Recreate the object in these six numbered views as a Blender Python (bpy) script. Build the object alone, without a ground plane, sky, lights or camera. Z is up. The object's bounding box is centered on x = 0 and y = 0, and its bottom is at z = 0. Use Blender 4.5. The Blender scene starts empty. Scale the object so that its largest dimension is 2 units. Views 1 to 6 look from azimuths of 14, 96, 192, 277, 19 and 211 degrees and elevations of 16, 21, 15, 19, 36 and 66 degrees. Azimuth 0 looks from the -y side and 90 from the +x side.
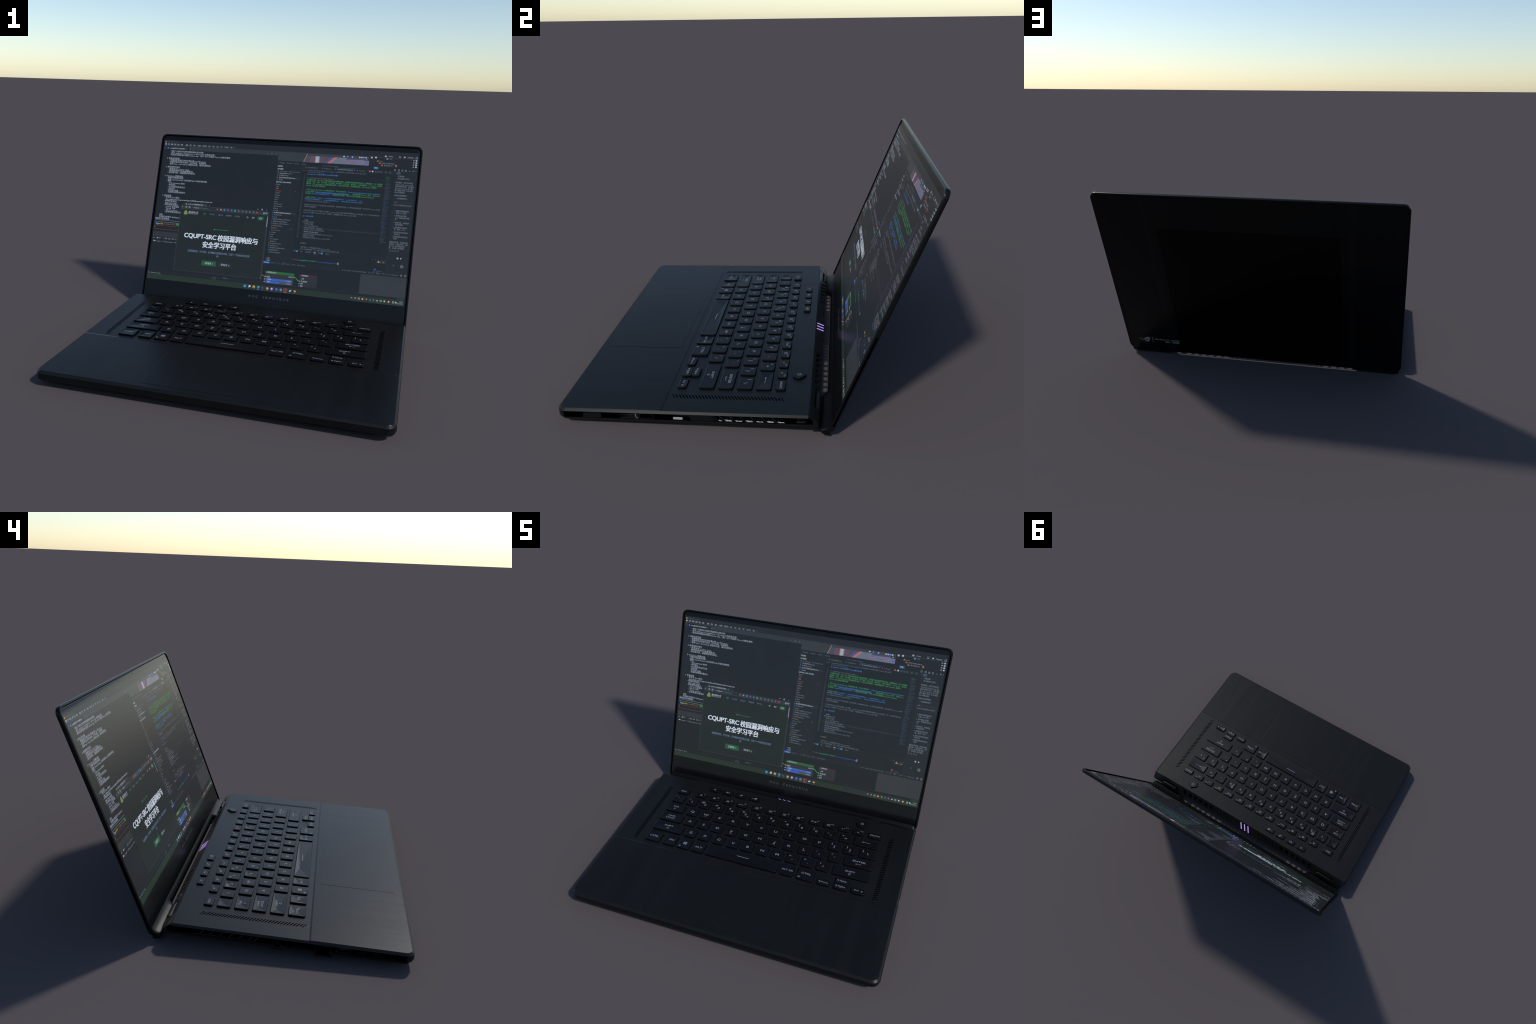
import bpy, bmesh, math, random
from mathutils import Vector

random.seed(7)
SC = bpy.context.scene.collection

# ---------------------------------------------------------------- materials
def srgb(r, g, b):
    f = lambda c: (c / 255 / 12.92) if c / 255 <= 0.04045 else ((c / 255 + 0.055) / 1.055) ** 2.4
    return (f(r), f(g), f(b), 1.0)

def mat(name, col, rough=0.4, metal=0.0, spec=0.5, grain=0.0, grain_scale=60.0, stretch=(1, 1, 1),
        vary=0.0, coat=0.0, emit=None, emit_strength=0.0, rough_vary=0.0):
    m = bpy.data.materials.new(name)
    m.use_nodes = True
    nt = m.node_tree
    p = nt.nodes["Principled BSDF"]
    p.inputs["Base Color"].default_value = col
    p.inputs["Roughness"].default_value = rough
    p.inputs["Metallic"].default_value = metal
    p.inputs["Specular IOR Level"].default_value = spec
    p.inputs["Coat Weight"].default_value = coat
    p.inputs["Coat Roughness"].default_value = 0.08
    if emit:
        p.inputs["Emission Color"].default_value = emit
        p.inputs["Emission Strength"].default_value = emit_strength
    if grain or vary or rough_vary:
        tc = nt.nodes.new("ShaderNodeTexCoord")
        mp = nt.nodes.new("ShaderNodeMapping")
        mp.inputs["Scale"].default_value = stretch
        nz = nt.nodes.new("ShaderNodeTexNoise")
        nz.inputs["Scale"].default_value = grain_scale
        nz.inputs["Detail"].default_value = 3.0
        nt.links.new(tc.outputs["Object"], mp.inputs["Vector"])
        nt.links.new(mp.outputs["Vector"], nz.inputs["Vector"])
        if grain:
            bp = nt.nodes.new("ShaderNodeBump")
            bp.inputs["Strength"].default_value = grain
            bp.inputs["Distance"].default_value = 0.002
            nt.links.new(nz.outputs["Fac"], bp.inputs["Height"])
            nt.links.new(bp.outputs["Normal"], p.inputs["Normal"])
        if vary:
            rp = nt.nodes.new("ShaderNodeValToRGB")
            rp.color_ramp.elements[0].position = 0.35
            rp.color_ramp.elements[1].position = 0.65
            rp.color_ramp.elements[0].color = [c * (1 - vary) for c in col[:3]] + [1]
            rp.color_ramp.elements[1].color = [min(1, c * (1 + vary)) for c in col[:3]] + [1]
            nt.links.new(nz.outputs["Fac"], rp.inputs["Fac"])
            nt.links.new(rp.outputs["Color"], p.inputs["Base Color"])
        if rough_vary:
            mr = nt.nodes.new("ShaderNodeMapRange")
            mr.inputs["To Min"].default_value = max(0.02, rough - rough_vary)
            mr.inputs["To Max"].default_value = rough + rough_vary
            nt.links.new(nz.outputs["Fac"], mr.inputs["Value"])
            nt.links.new(mr.outputs["Result"], p.inputs["Roughness"])
    return m

M_DECK = mat("dark_anodised_deck", srgb(18, 19, 19), 0.34, 0.0, 0.2, grain=0.2, grain_scale=2.2, stretch=(5.0, 0.45, 1), vary=0.12)
M_PALM = mat("soft_palm_rest", srgb(18, 19, 19), 0.31, 0.0, 0.2, grain=0.5, grain_scale=2.2, stretch=(5.0, 0.55, 1), vary=0.12)
M_PAD = mat("trackpad_glass", srgb(18, 19, 19), 0.31, 0.0, 0.2, vary=0.06, grain_scale=4)
M_BODY = mat("dark_chassis", srgb(16, 17, 17), 0.36, 0.0, 0.2, vary=0.10, grain_scale=5)
M_EDGE = mat("chamfered_rim", srgb(20, 21, 22), 0.36, 0.0, 0.2, vary=0.08, grain_scale=8)
M_LID = mat("lid_back_black", srgb(4, 5, 5), 0.28, 0.0, 0.15, vary=0.2, grain_scale=2.0, stretch=(3, 0.4, 0.4))
M_LIDRIM = mat("lid_rim", srgb(13, 15, 17), 0.30, 0.0, 0.14, vary=0.08, grain_scale=6)
M_BLACK = mat("port_black", srgb(1, 1, 1), 0.9, 0.0, 0.0, vary=0.3, grain_scale=20)
M_KEY = mat("keycap_black", srgb(10, 11, 13), 0.32, 0.0, 0.25, grain=0.05, grain_scale=300, vary=0.10)
M_KEYSIDE = mat("keycap_side", srgb(2, 2, 3), 0.6, 0.0, 0.1, vary=0.1, grain_scale=80)
M_LEGEND = mat("key_legend_print", srgb(116, 120, 127), 0.5, 0.0, 0.2, vary=0.05, grain_scale=120)
M_BEZEL = mat("screen_bezel_black", srgb(13, 14, 14), 0.26, 0.0, 0.28, vary=0.1, grain_scale=3)
M_CHINTEXT = mat("bezel_lettering", srgb(78, 82, 86), 0.3, 0.0, 0.4, vary=0.05, grain_scale=100)
M_GRILLE = mat("vent_grille", srgb(9, 10, 11), 0.45, 0.0, 0.25, vary=0.15, grain_scale=60)
M_GLINT = mat("heatsink_fin", srgb(150, 148, 144), 0.45, 0.0, 0.4, vary=0.45, grain_scale=160)
M_LIP = mat("port_lip", srgb(30, 34, 36), 0.35, 0.3, 0.5, vary=0.1, grain_scale=60)
M_GREYMARK = mat("port_mark", srgb(95, 97, 98), 0.5, 0.0, 0.4, vary=0.05, grain_scale=60)
M_HINGE = mat("hinge_cover", srgb(10, 11, 12), 0.42, 0.0, 0.14, vary=0.1, grain_scale=6)
M_RUBBER = mat("rubber", srgb(10, 10, 10), 0.8, 0.0, 0.3, vary=0.1, grain_scale=50)
M_PLATE = mat("logo_plate_black", srgb(3, 3, 3), 0.15, 0.0, 0.4, vary=0.1, grain_scale=20)
M_LOGO = mat("logo_silver", srgb(138, 146, 154), 0.35, 0.0, 0.5, vary=0.05, grain_scale=60)
M_LED = mat("light_bar_purple", srgb(70, 56, 96), 0.4, 0.0, 0.2, vary=0.02, grain_scale=30,
            emit=srgb(196, 160, 255), emit_strength=0.7)

def lid_back_bands(m):
    nt = m.node_tree
    p = nt.nodes["Principled BSDF"]
    tc = nt.nodes.new("ShaderNodeTexCoord")
    sp = nt.nodes.new("ShaderNodeSeparateXYZ")
    nt.links.new(tc.outputs["Object"], sp.inputs[0])
    def mth(op, a, b=None):
        n = nt.nodes.new("ShaderNodeMath")
        n.operation = op
        for k, v in enumerate((a, b)):
            if v is None:
                continue
            if isinstance(v, (int, float)):
                n.inputs[k].default_value = v
            else:
                nt.links.new(v, n.inputs[k])
        return n.outputs[0]
    ax = mth("ABSOLUTE", sp.outputs["X"])
    field = mth("MULTIPLY", mth("LESS_THAN", ax, 0.592), mth("LESS_THAN", sp.outputs["Z"], 1.043))
    band = mth("MULTIPLY", mth("GREATER_THAN", ax, 0.645), mth("LESS_THAN", ax, 0.672))
    mx = nt.nodes.new("ShaderNodeMix"); mx.data_type = "RGBA"
    mx.inputs[6].default_value = srgb(6, 7, 8); mx.inputs[7].default_value = srgb(2, 2, 2)  # shading tones of the lid back baked into base colour: dark field, paler surround
    nt.links.new(field, mx.inputs[0])
    m2 = nt.nodes.new("ShaderNodeMix"); m2.data_type = "RGBA"
    nt.links.new(band, m2.inputs[0]); nt.links.new(mx.outputs[2], m2.inputs[6]); m2.inputs[7].default_value = srgb(11, 12, 13)
    nt.links.new(m2.outputs[2], p.inputs["Base Color"])
    nt.links.new(mth("ADD", mth("MULTIPLY", field, -0.10), 0.22), p.inputs["Specular IOR Level"])
lid_back_bands(M_LID)

_scr = {}
def scr(r, g, b):
    k = (r, g, b)
    if k not in _scr:
        g0 = 0.3 * r + 0.5 * g + 0.2 * b
        q = [c * 0.93 + g0 * 0.07 for c in k]
        if max(k) < 75:                      # dark panels: colour lifted a little and shifted towards grey
            q = [q[0] + 6, q[1] + 4, q[2] - 1]
        _scr[k] = mat("display_colour_%02x%02x%02x" % k, srgb(*q), 0.27, 0.0, 0.3, vary=0.03, grain_scale=8)
    return _scr[k]

# ---------------------------------------------------------------- builders
DISP = 0
ROOT = bpy.data.objects.new("laptop", None)
SC.objects.link(ROOT)
ROOT["label"] = "open black gaming laptop with lit code screen and purple light bars"
ROOT["category"] = "laptop"

def add(name, verts, faces, mats, fmat=None, parent=None, smooth=None, kind=None):
    me = bpy.data.meshes.new(name)
    me.from_pydata([tuple(v) for v in verts], [], faces)
    for m in (mats if isinstance(mats, (list, tuple)) else [mats]):
        me.materials.append(m)
    if fmat:
        me.polygons.foreach_set("material_index", fmat)
    me.update()
    if parent is not DISP:
        bm = bmesh.new()
        bm.from_mesh(me)
        bmesh.ops.recalc_face_normals(bm, faces=bm.faces)
        bm.to_mesh(me)
        bm.free()
    o = bpy.data.objects.new(name, me)
    SC.objects.link(o)
    o.parent = parent or ROOT
    if smooth is not None:
        me.polygons.foreach_set("use_smooth", [True] * len(me.polygons))
        me.set_sharp_from_angle(angle=math.radians(smooth))
    if kind:
        o["kind"] = kind
    return o

class Bag:
    """collects polygons with materials into one mesh"""
    def __init__(s):
        s.v, s.f, s.m, s.mats = [], [], [], []
    def mi(s, m):
        if m not in s.mats:
            s.mats.append(m)
        return s.mats.index(m)
    def poly(s, pts, m, tris=None):
        b = len(s.v)
        s.v += [tuple(p) for p in pts]
        for t in (tris or [list(range(len(pts)))]):
            s.f.append([b + i for i in t])
            s.m.append(s.mi(m))
    def loft(s, rings, m, cap0=True, cap1=True, mcap1=None, mcap0=None, mlist=None):
        b, n = len(s.v), len(rings[0])
        for r in rings:
            s.v += [tuple(p) for p in r]
        for k in range(len(rings) - 1):
            mm = mlist[k] if mlist else m
            for i in range(n):
                j = (i + 1) % n
                s.f.append([b + k * n + i, b + k * n + j, b + (k + 1) * n + j, b + (k + 1) * n + i])
                s.m.append(s.mi(mm))
        if cap0:
            s.f.append([b + i for i in range(n)][::-1]); s.m.append(s.mi(mcap0 or m))
        if cap1:
            s.f.append([b + (len(rings) - 1) * n + i for i in range(n)]); s.m.append(s.mi(mcap1 or m))
    def box(s, fn, a0, a1, b0, b1, c0, c1, m):
        r = [[fn(a0, b0, c), fn(a1, b0, c), fn(a1, b1, c), fn(a0, b1, c)] for c in (c0, c1)]
        s.loft(r, m)
    def out(s, name, parent=None, smooth=None, kind=None):
        return add(name, s.v, s.f, s.mats, s.m, parent, smooth, kind)

def rrect(x0, x1, y0, y1, r, n=7):
    """rounded rectangle, counter-clockwise; r = one radius or (fl, fr, br, bl)"""
    if not isinstance(r, (tuple, list)):
        r = (r,) * 4
    pts = []
    for (cx, cy, rr, a) in ((x0, y0, r[0], 180), (x1, y0, r[1], 270), (x1, y1, r[2], 0), (x0, y1, r[3], 90)):
        rr = max(rr, 0.0006)
        ox = cx + (rr if cx == x0 else -rr)
        oy = cy + (rr if cy == y0 else -rr)
        for i in range(n + 1):
            t = math.radians(a + 90 * i / n)
            pts.append((ox + rr * math.cos(t), oy + rr * math.sin(t)))
    return pts

# base frame: (x, y, height above the gently tilted deck)
def B(x, y, h):
    return (x, y, 0.117 + 0.028 * y + h)

# lid frame: (x, distance up the screen from its lower edge, distance in front of the glass)
TH = math.radians(20.55)
SU = (math.sin(TH), math.cos(TH))
def L(x, t, d):
    return (x, 0.5165 + SU[0] * t - SU[1] * d, 0.2074 + SU[1] * t + SU[0] * d)

# ---------------------------------------------------------------- text
_tc = {}
def text2d(body, bold=0.0, res=2):
    """triangulated outline of a text in the built-in font, at size 1"""
    if any(ord(c) > 0x2e80 for c in body):
        bold = 0.0
    k = (body, bold, res)
    if k not in _tc:
        cu = bpy.data.curves.new("tmp", "FONT")
        cu.body = body
        cu.resolution_u = res
        cu.offset = bold
        ob = bpy.data.objects.new("tmp", cu)
        SC.objects.link(ob)
        me = ob.to_mesh()
        vs = [(v.co.x, v.co.y) for v in me.vertices]
        fs = [list(p.vertices) for p in me.polygons]
        ob.to_mesh_clear()
        bpy.data.objects.remove(ob)
        bpy.data.curves.remove(cu)
        _tc[k] = (vs, fs)
    return _tc[k]

def put_text(bag, fn, body, m, x, y, h=None, w=None, align="l", bold=0.0, res=2, xs=1.0):
    """h = scale of the capital height, w = exact width wanted; (x, y) = left/centre of the baseline"""
    vs, fs = text2d(body, bold, res)
    if not vs:
        return
    xa, xb = min(v[0] for v in vs), max(v[0] for v in vs)
    s = h / 0.72
    sx = (w / (xb - xa)) if w else s * xs
    off = x - {"l": xa, "c": (xa + xb) / 2, "r": xb}[align] * sx
    bag.poly([fn(off + v[0] * sx, y + v[1] * s) for v in vs], m, fs)

# ================================================================ BASE
HW = 0.9985
def base_ring(i, h):
    r = max(0.05 - i, 0.012)
    ix = i * 0.6 if h < -0.045 else i          # the belly is fuller towards the sides than at the front
    h -= 0.003 if h < -0.055 else 0.0
    return [B(x, y, h) for x, y in rrect(-HW + ix, HW - ix, -0.9395 + i * 1.1, 0.360, (r, r, 0.003, 0.003))]

bag = Bag()
rings = [base_ring(0.070, -0.077), base_ring(0.045, -0.072), base_ring(0.019, -0.060), base_ring(0.005, -0.050), base_ring(0.0, -0.042),
         base_ring(0.0, -0.0100), base_ring(0.0115, 0.0)]
bag.loft(rings, M_BODY, mcap1=M_DECK, mlist=[M_BODY] * 5 + [M_EDGE])
bag.out("chassis", smooth=25)

# rear corners: sloping back face beside the hinges and the shorter shoulder above each hinge
bag = Bag()
for sx in (-1, 1):
    prof = [(0.357, 0.0), (0.362, 0.0), (0.366, -0.002), (0.4085, -0.0355), (0.4115, -0.040), (0.4115, -0.058), (0.40, -0.064), (0.357, -0.066)]
    r = [[B(sx * x, y - (0.002 if k == 2 else 0), h) for y, h in prof] for k, x in enumerate((0.888, 0.988, 0.9955))]
    r[2] = [B(sx * 0.9955, min(y, 0.405), h - (0.004 if h > -0.01 else 0)) for y, h in prof]
    bag.loft(r, M_BODY)
    prof = [(0.357, 0.0), (0.362, 0.0), (0.384, -0.0175), (0.384, -0.05), (0.357, -0.055)]
    bag.loft([[B(sx * x, y, h) for y, h in prof] for x in (0.702, 0.889)], M_BODY)
bag.out("rear_shoulder", smooth=30)

# rear exhaust grille: sloping plate with slanted slots, open below
def V(x, r, k):
    """x, 0..1 down the slope, outward offset"""
    y = 0.3625 + (0.4115 - 0.3625) * r
    h = -0.0005 - 0.0385 * r
    n = (0.62, 0.785)
    return B(x - 0.033 * r, y + n[0] * k, h + n[1] * k)

def vent_piece(bag, x0, x1, r0, r1, m, k0=-0.004, k1=0.0):
    r = [[V(x0, r0, k), V(x1, r0, k), V(x1, r1, k), V(x0, r1, k)] for k in (k0, k1)]
    bag.loft(r, m)

big = [0.366 + 0.0572 * i for i in range(6)]
slots = [(x, x + 0.0365, 0.30, 0.94) for x in big] + [(-x - 0.0075, -x + 0.029, 0.30, 0.94) for x in big]
slots += [(0.168 + 0.0365 * i, 0.168 + 0.0365 * i + 0.006, 0.10, 0.97) for i in range(6)]
slots += [(-0.124 - 0.0368 * i - 0.003, -0.124 - 0.0368 * i + 0.003, 0.10, 0.95) for i in range(6)]
slots.sort()
bag = Bag()
cur = -0.703
for a, b, r0, r1 in slots:
    vent_piece(bag, cur, a, 0, 1, M_GRILLE)
    vent_piece(bag, a, b, 0, r0, M_GRILLE)
    vent_piece(bag, a, b, r1, 1, M_GRILLE)
    cur = b
vent_piece(bag, cur, 0.735, 0, 1, M_GRILLE)
vent_piece(bag, -0.703, 0.735, -0.02, 0.075, M_BODY, -0.002, 0.0006)
bag.box(B, -0.702, 0.702, 0.352, 0.392, -0.064, -0.056, M_GRILLE)
bag.out("exhaust_grille")

for i in range(3):
    bag = Bag()
    xc = -0.0115 + 0.0365 * i
    ring = rrect(xc - 0.0055, xc + 0.0055, 0.10, 0.985, 0.0054, 3)
    pts = []
    for x, r in ring:
        pts.append((x, r))
    # round ends are stretched to the slope length
    sc = 0.0055 / 0.062
    ring = [(xc + 0.0055 * math.cos(t), (0.10 + sc if math.sin(t) < 0 else 0.985 - sc) + sc * math.sin(t))
            for t in [math.radians(a) for a in range(0, 360, 20)]]
    bag.loft([[V(x, r, k) for x, r in ring] for k in (0.0, 0.0012)], M_LED)
    bag.out("light_bar")

# hinges
for sx in (-1, 1):
    bag = Bag()
    rings = []
    for x, f in ((0.742, 0.72), (0.746, 0.95), (0.752, 1.0), (0.872, 1.0), (0.880, 0.95), (0.885, 0.8)):
        ring = []
        for k in range(20):
            a = 2 * math.pi * k / 20
            ring.append((sx * x, 0.4000 + 0.0170 * f * math.cos(a), 0.0850 + 0.0150 * f * math.sin(a)))
        rings.append(ring)
    bag.loft(rings, M_HINGE)
    bag.out("hinge", smooth=40)

# ---------------------------------------------------------------- palm rest, trackpad, seam
bag = Bag()
def palm(i, h, yb):
    return [B(x, y, h) for x, y in rrect(-HW + 0.0125 + i, HW - 0.0125 - i, -0.926 + i, yb, (0.036, 0.036, 0.002, 0.002))]
bag.loft([palm(0, -0.002, -0.3845), palm(0, 0.0004, -0.3845), palm(0.0012, 0.0022, -0.394)], M_PALM)
bag.out("palm_rest", smooth=6)

PX0, PX1, PY0, PY1 = -0.372, 0.346, -0.888, -0.431
bag = Bag()
bag.loft([[B(x, y, h) for x, y in rrect(PX0 - 0.0018, PX1 + 0.0018, PY0 - 0.0018, PY1 + 0.0018, 0.012)] for h in (0.0015, 0.0026)], M_BODY)
bag.out("trackpad_surround")
bag = Bag()
bag.loft([[B(x, y, h) for x, y in rrect(PX0 + i, PX1 - i, PY0 + i, PY1 - i, 0.010)] for i, h in ((0, 0.0018), (0, 0.0030), (0.0008, 0.0033))], M_PAD)
bag.out("trackpad", smooth=8)

# speaker grilles: slanted slots, split in two at both ends
for sx in (-1, 1):
    bag = Bag()
    n = 34
    for k in range(n):
        yc = -0.352 + (0.219 + 0.352) * k / (n - 1)
        spans = [(0.838, 0.850), (0.856, 0.868)] if k in (0, n - 1) else [(0.838, 0.868)]
        if k == 1:
            spans = [(0.838, 0.862)]
        if k == n - 2:
            spans = [(0.844, 0.868)]
        for a, b in spans:
            f = lambda x: yc + (x - 0.853) * 0.62
            w = 0.0032
            ring = [(sx * a, f(a) - w), (sx * b, f(b) - w), (sx * b, f(b) + w), (sx * a, f(a) + w)]
            if sx < 0:
                ring = ring[::-1]
            bag.loft([[B(x, y, h) for x, y in ring] for h in (-0.001, 0.0006)], M_BLACK)
    bag.out("speaker_grille", kind="stuff")

# ---------------------------------------------------------------- black strips along the sides, ports on top
bag = Bag()
for sx in (-1, 1):
    bag.box(lambda x, y, h: B(sx * x, y, h), 0.985, 0.9997, -0.896, 0.372, -0.0425, -0.0098, M_BLACK)
    bag.box(lambda x, y, h: B(sx * x, y, h), 0.985, 0.9990, 0.360, 0.380, -0.0425, -0.022, M_BLACK)
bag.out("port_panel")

def side_poly(bag, sx, pts, m, x0=0.9985, x1=1.0):
    bag.loft([[B(sx * x, y, h) for y, h in pts] for x in (x0, x1)], m)

def ring_lip(bag, sx, y0, y1, h0, h1, m, r=0.006, w=0.0018):
    o = rrect(y0, y1, h0, h1, r, 4)
    i = rrect(y0 + w, y1 - w, h0 + w, h1 - w, max(r - w, 0.001), 4)
    n = len(o)
    for k in range(n):
        j = (k + 1) % n
        side_poly(bag, sx, [o[k], o[j], i[j], i[k]], m)

for sx in (-1, 1):
    bag = Bag()
    # slanted exhaust ribs; on the right, pale plates modelled as sun glints between them
    for k in range(7):
        yb = -0.113 + 0.0528 * k if k else -0.092
        top = yb - 0.0245
        side_poly(bag, sx, [(yb - 0.003, -0.0405), (yb + 0.003, -0.0405), (top + 0.003, -0.0105), (top - 0.003, -0.0105)], M_LIP, x1=0.99985)
        a = yb + 0.008
        b_ = yb + (0.040 if k else 0.022)
        if sx > 0:
            hi = (-0.033, -0.0300, -0.0325, -0.0310, -0.0335, -0.0305, -0.0330)[k]
            side_poly(bag, sx, [(a, -0.0395), (b_, -0.0395), (b_ - 0.007, hi), (b_ - 0.016, hi - 0.002), (a + 0.004, hi + 0.001), (a - 0.006, hi)], M_GLINT, x1=0.99978)
        else:
            side_poly(bag, sx, [(a, -0.0395), (b_, -0.0395), (b_ - 0.003, -0.036), (a - 0.003, -0.036)], M_LIP, x1=0.99978)
        if sx > 0:
            for q in range(4):
                ya = a - 0.008 + q * 0.009
                side_poly(bag, sx, [(ya, -0.027), (ya + 0.0018, -0.027), (ya, -0.016), (ya - 0.0018, -0.016)], M_LIP, x1=0.99975)
    bag.out("side_vent", kind="stuff")

# right side: grey patches drawn for uneven shading, USB ports, lock slot
bag = Bag()
side_poly(bag, 1, [(-0.795, -0.041), (-0.696, -0.041), (-0.697, -0.024), (-0.700, -0.013), (-0.760, -0.0125), (-0.793, -0.016)], M_BODY)
side_poly(bag, 1, [(-0.595, -0.041), (-0.500, -0.041), (-0.500, -0.012), (-0.52, -0.0115), (-0.62, -0.019), (-0.535, -0.027), (-0.595, -0.033)][::1], M_BODY, x1=0.9999)
side_poly(bag, 1, [(-0.229, -0.041), (-0.105, -0.041), (-0.125, -0.012), (-0.33, -0.011), (-0.24, -0.019)], M_BODY, x1=0.9999)
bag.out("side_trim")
bag = Bag()
side_poly(bag, 1, [(-0.514, -0.038), (-0.503, -0.038), (-0.503, -0.035), (-0.511, -0.035), (-0.515, -0.012), (-0.520, -0.012)], M_GREYMARK, x1=1.0)
bag.out("port_symbol")
bag = Bag()
ring_lip(bag, 1, -0.497, -0.424, -0.038, -0.010, M_LIP, r=0.003)
bag.out("usb_port")
bag = Bag()
side_poly(bag, 1, rrect(-0.322, -0.272, -0.0385, -0.024, 0.006, 4), M_GLINT)  # filled pale plate, paints the sunlit shell of this port
bag.out("usb_port")
bag = Bag()
ring_lip(bag, 1, 0.302, 0.344, -0.036, -0.016, M_LIP, r=0.003)
side_poly(bag, 1, [(0.303, -0.035), (0.343, -0.035), (0.343, -0.026), (0.303, -0.026)], M_LIP, x1=0.9998)
bag.out("lock_slot")

# left side: power jack, video, network, usb, audio
bag = Bag()
collar = [(-0.262, -0.040), (-0.252, -0.068), (-0.243, -0.072), (-0.190, -0.072), (-0.181, -0.066), (-0.172, -0.040)]
bag.loft([[B(-x, y, h) for y, h in collar] for x in (0.94, 0.9978)], M_BODY)
cir = lambda yc, hc, r, a0=0, a1=360, n=20: [(yc + r * math.cos(math.radians(a0 + (a1 - a0) * k / n)), hc + r * math.sin(math.radians(a0 + (a1 - a0) * k / n))) for k in range(n + (0 if a1 - a0 == 360 else 1))]
o, i_ = cir(-0.215, -0.037, 0.0225), cir(-0.215, -0.037, 0.0205)
for k in range(20):
    j = (k + 1) % 20
    side_poly(bag, -1, [o[k], o[j], i_[j], i_[k]], M_LIP)
side_poly(bag, -1, cir(-0.215, -0.037, 0.0205), M_BLACK, x1=0.9998)
side_poly(bag, -1, cir(-0.215, -0.035, 0.004, n=10), M_LIP, x1=0.9999)
bag.out("power_jack")
bag = Bag()
hd = [(-0.373, -0.013), (-0.373, -0.027), (-0.362, -0.030), (-0.357, -0.037), (-0.309, -0.037), (-0.304, -0.030), (-0.293, -0.027), (-0.293, -0.013)]
for k in range(len(hd) - 1):
    (a, b_), (c, d_) = hd[k], hd[k + 1]
    side_poly(bag, -1, [(a, b_), (c, d_), (c, d_ + 0.0018), (a, b_ + 0.0018)], M_LIP)
bag.out("video_port")
bag = Bag()
bag.box(lambda x, y, h: B(-x, y, h), 0.93, 0.9975, -0.511, -0.411, -0.078, -0.030, M_BODY)
ring_lip(bag, -1, -0.500, -0.422, -0.070, -0.012, M_LIP, r=0.002)
side_poly(bag, -1, [(-0.499, -0.069), (-0.423, -0.069), (-0.423, -0.013), (-0.499, -0.013)], M_BLACK, x1=0.9998)
bag.out("network_port")
bag = Bag()
ring_lip(bag, -1, -0.604, -0.531, -0.037, -0.010, M_LIP, r=0.002)
side_poly(bag, -1, [(-0.590, -0.019), (-0.545, -0.019), (-0.545, -0.0155), (-0.590, -0.0155)], M_LIP)
bag.out("usb_port")
for yc in (-0.6635, -0.7495):
    bag = Bag()
    ring_lip(bag, -1, yc - 0.0245, yc + 0.0245, -0.034, -0.018, M_LIP, r=0.0078)
    bag.out("usb_port")
bag = Bag()
o, i_ = cir(-0.825, -0.0255, 0.0145), cir(-0.825, -0.0255, 0.0126)
for k in range(20):
    j = (k + 1) % 20
    side_poly(bag, -1, [o[k], o[j], i_[j], i_[k]], M_LIP)
bag.out("audio_jack")

# feet
for x0, x1, y0, y1 in ((-0.80, -0.45, -0.83, -0.79), (0.45, 0.80, -0.83, -0.79), (-0.70, 0.70, 0.18, 0.215)):
    bag = Bag()
    zz = 0.117 + 0.028 * (y0 + y1) / 2
    b0 = -0.076
    bot = max(-zz + 0.001, b0 - 0.024)
    bag.loft([[B(x, y, h) for x, y in rrect(x0 + i, x1 - i, y0 + i, y1 - i, 0.015)] for i, h in ((0.004, bot), (0, bot + 0.004), (0, b0))], M_RUBBER)
    bag.out("rubber_foot")

# ================================================================ KEYBOARD
KH = 0.0105
def key(name, x0, x1, y0, y1, facet=None, r=0.009, outline=None):
    bag = Bag()
    def ring(i, h):
        if outline:
            cx, cy = (x0 + x1) / 2, (y0 + y1) / 2
            s = 1 - i / 0.04
            return [B(cx + (x - cx) * s, cy + (y - cy) * s, h) for x, y in outline]
        return [B(x, y, h) for x, y in rrect(x0 + i, x1 - i, y0 + i, y1 - i, max(r - i, 0.003), 4)]
    rings = [ring(-0.0022, -0.001), ring(-0.0022, 0.0004), ring(0.0016, 0.0004), ring(-0.0004, 0.0062), ring(0.0012, KH - 0.0012), ring(0.0034, KH)]  # first rings form a dark rim plate, a modelled shadow around the key
    bag.loft(rings, M_KEY, cap0=False, cap1=not facet, mlist=[M_KEYSIDE] * 4 + [M_KEY])
    if facet:
        fx, fy, dep = facet  # top dented so its creases draw the dark wedge-shaped shading
        dep *= 1.15
        top = rings[-1]
        c = B(x0 + (x1 - x0) * fx, y0 + (y1 - y0) * fy, KH - dep)
        n = len(top)
        bag.poly(top + [c], M_KEY, [[k, (k + 1) % n, n] for k in range(n)])
    return bag.out(name, smooth=None if facet else 20)

def legend(parent, items):
    """items: (text, x, y, cap height, width scale) centred on x"""
    bag = Bag()
    for it in items:
        if callable(it):
            it(bag)
        else:
            t, x, y, h, xs = it
            put_text(bag, lambda a, b: B(a, b, KH + 0.0004), t, M_LEGEND, x, y - h / 2, h=h, align="c", xs=xs * 1.12, bold=0.016, res=2)
    if bag.f:
        bag.out("key_legend", parent=parent)

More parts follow.
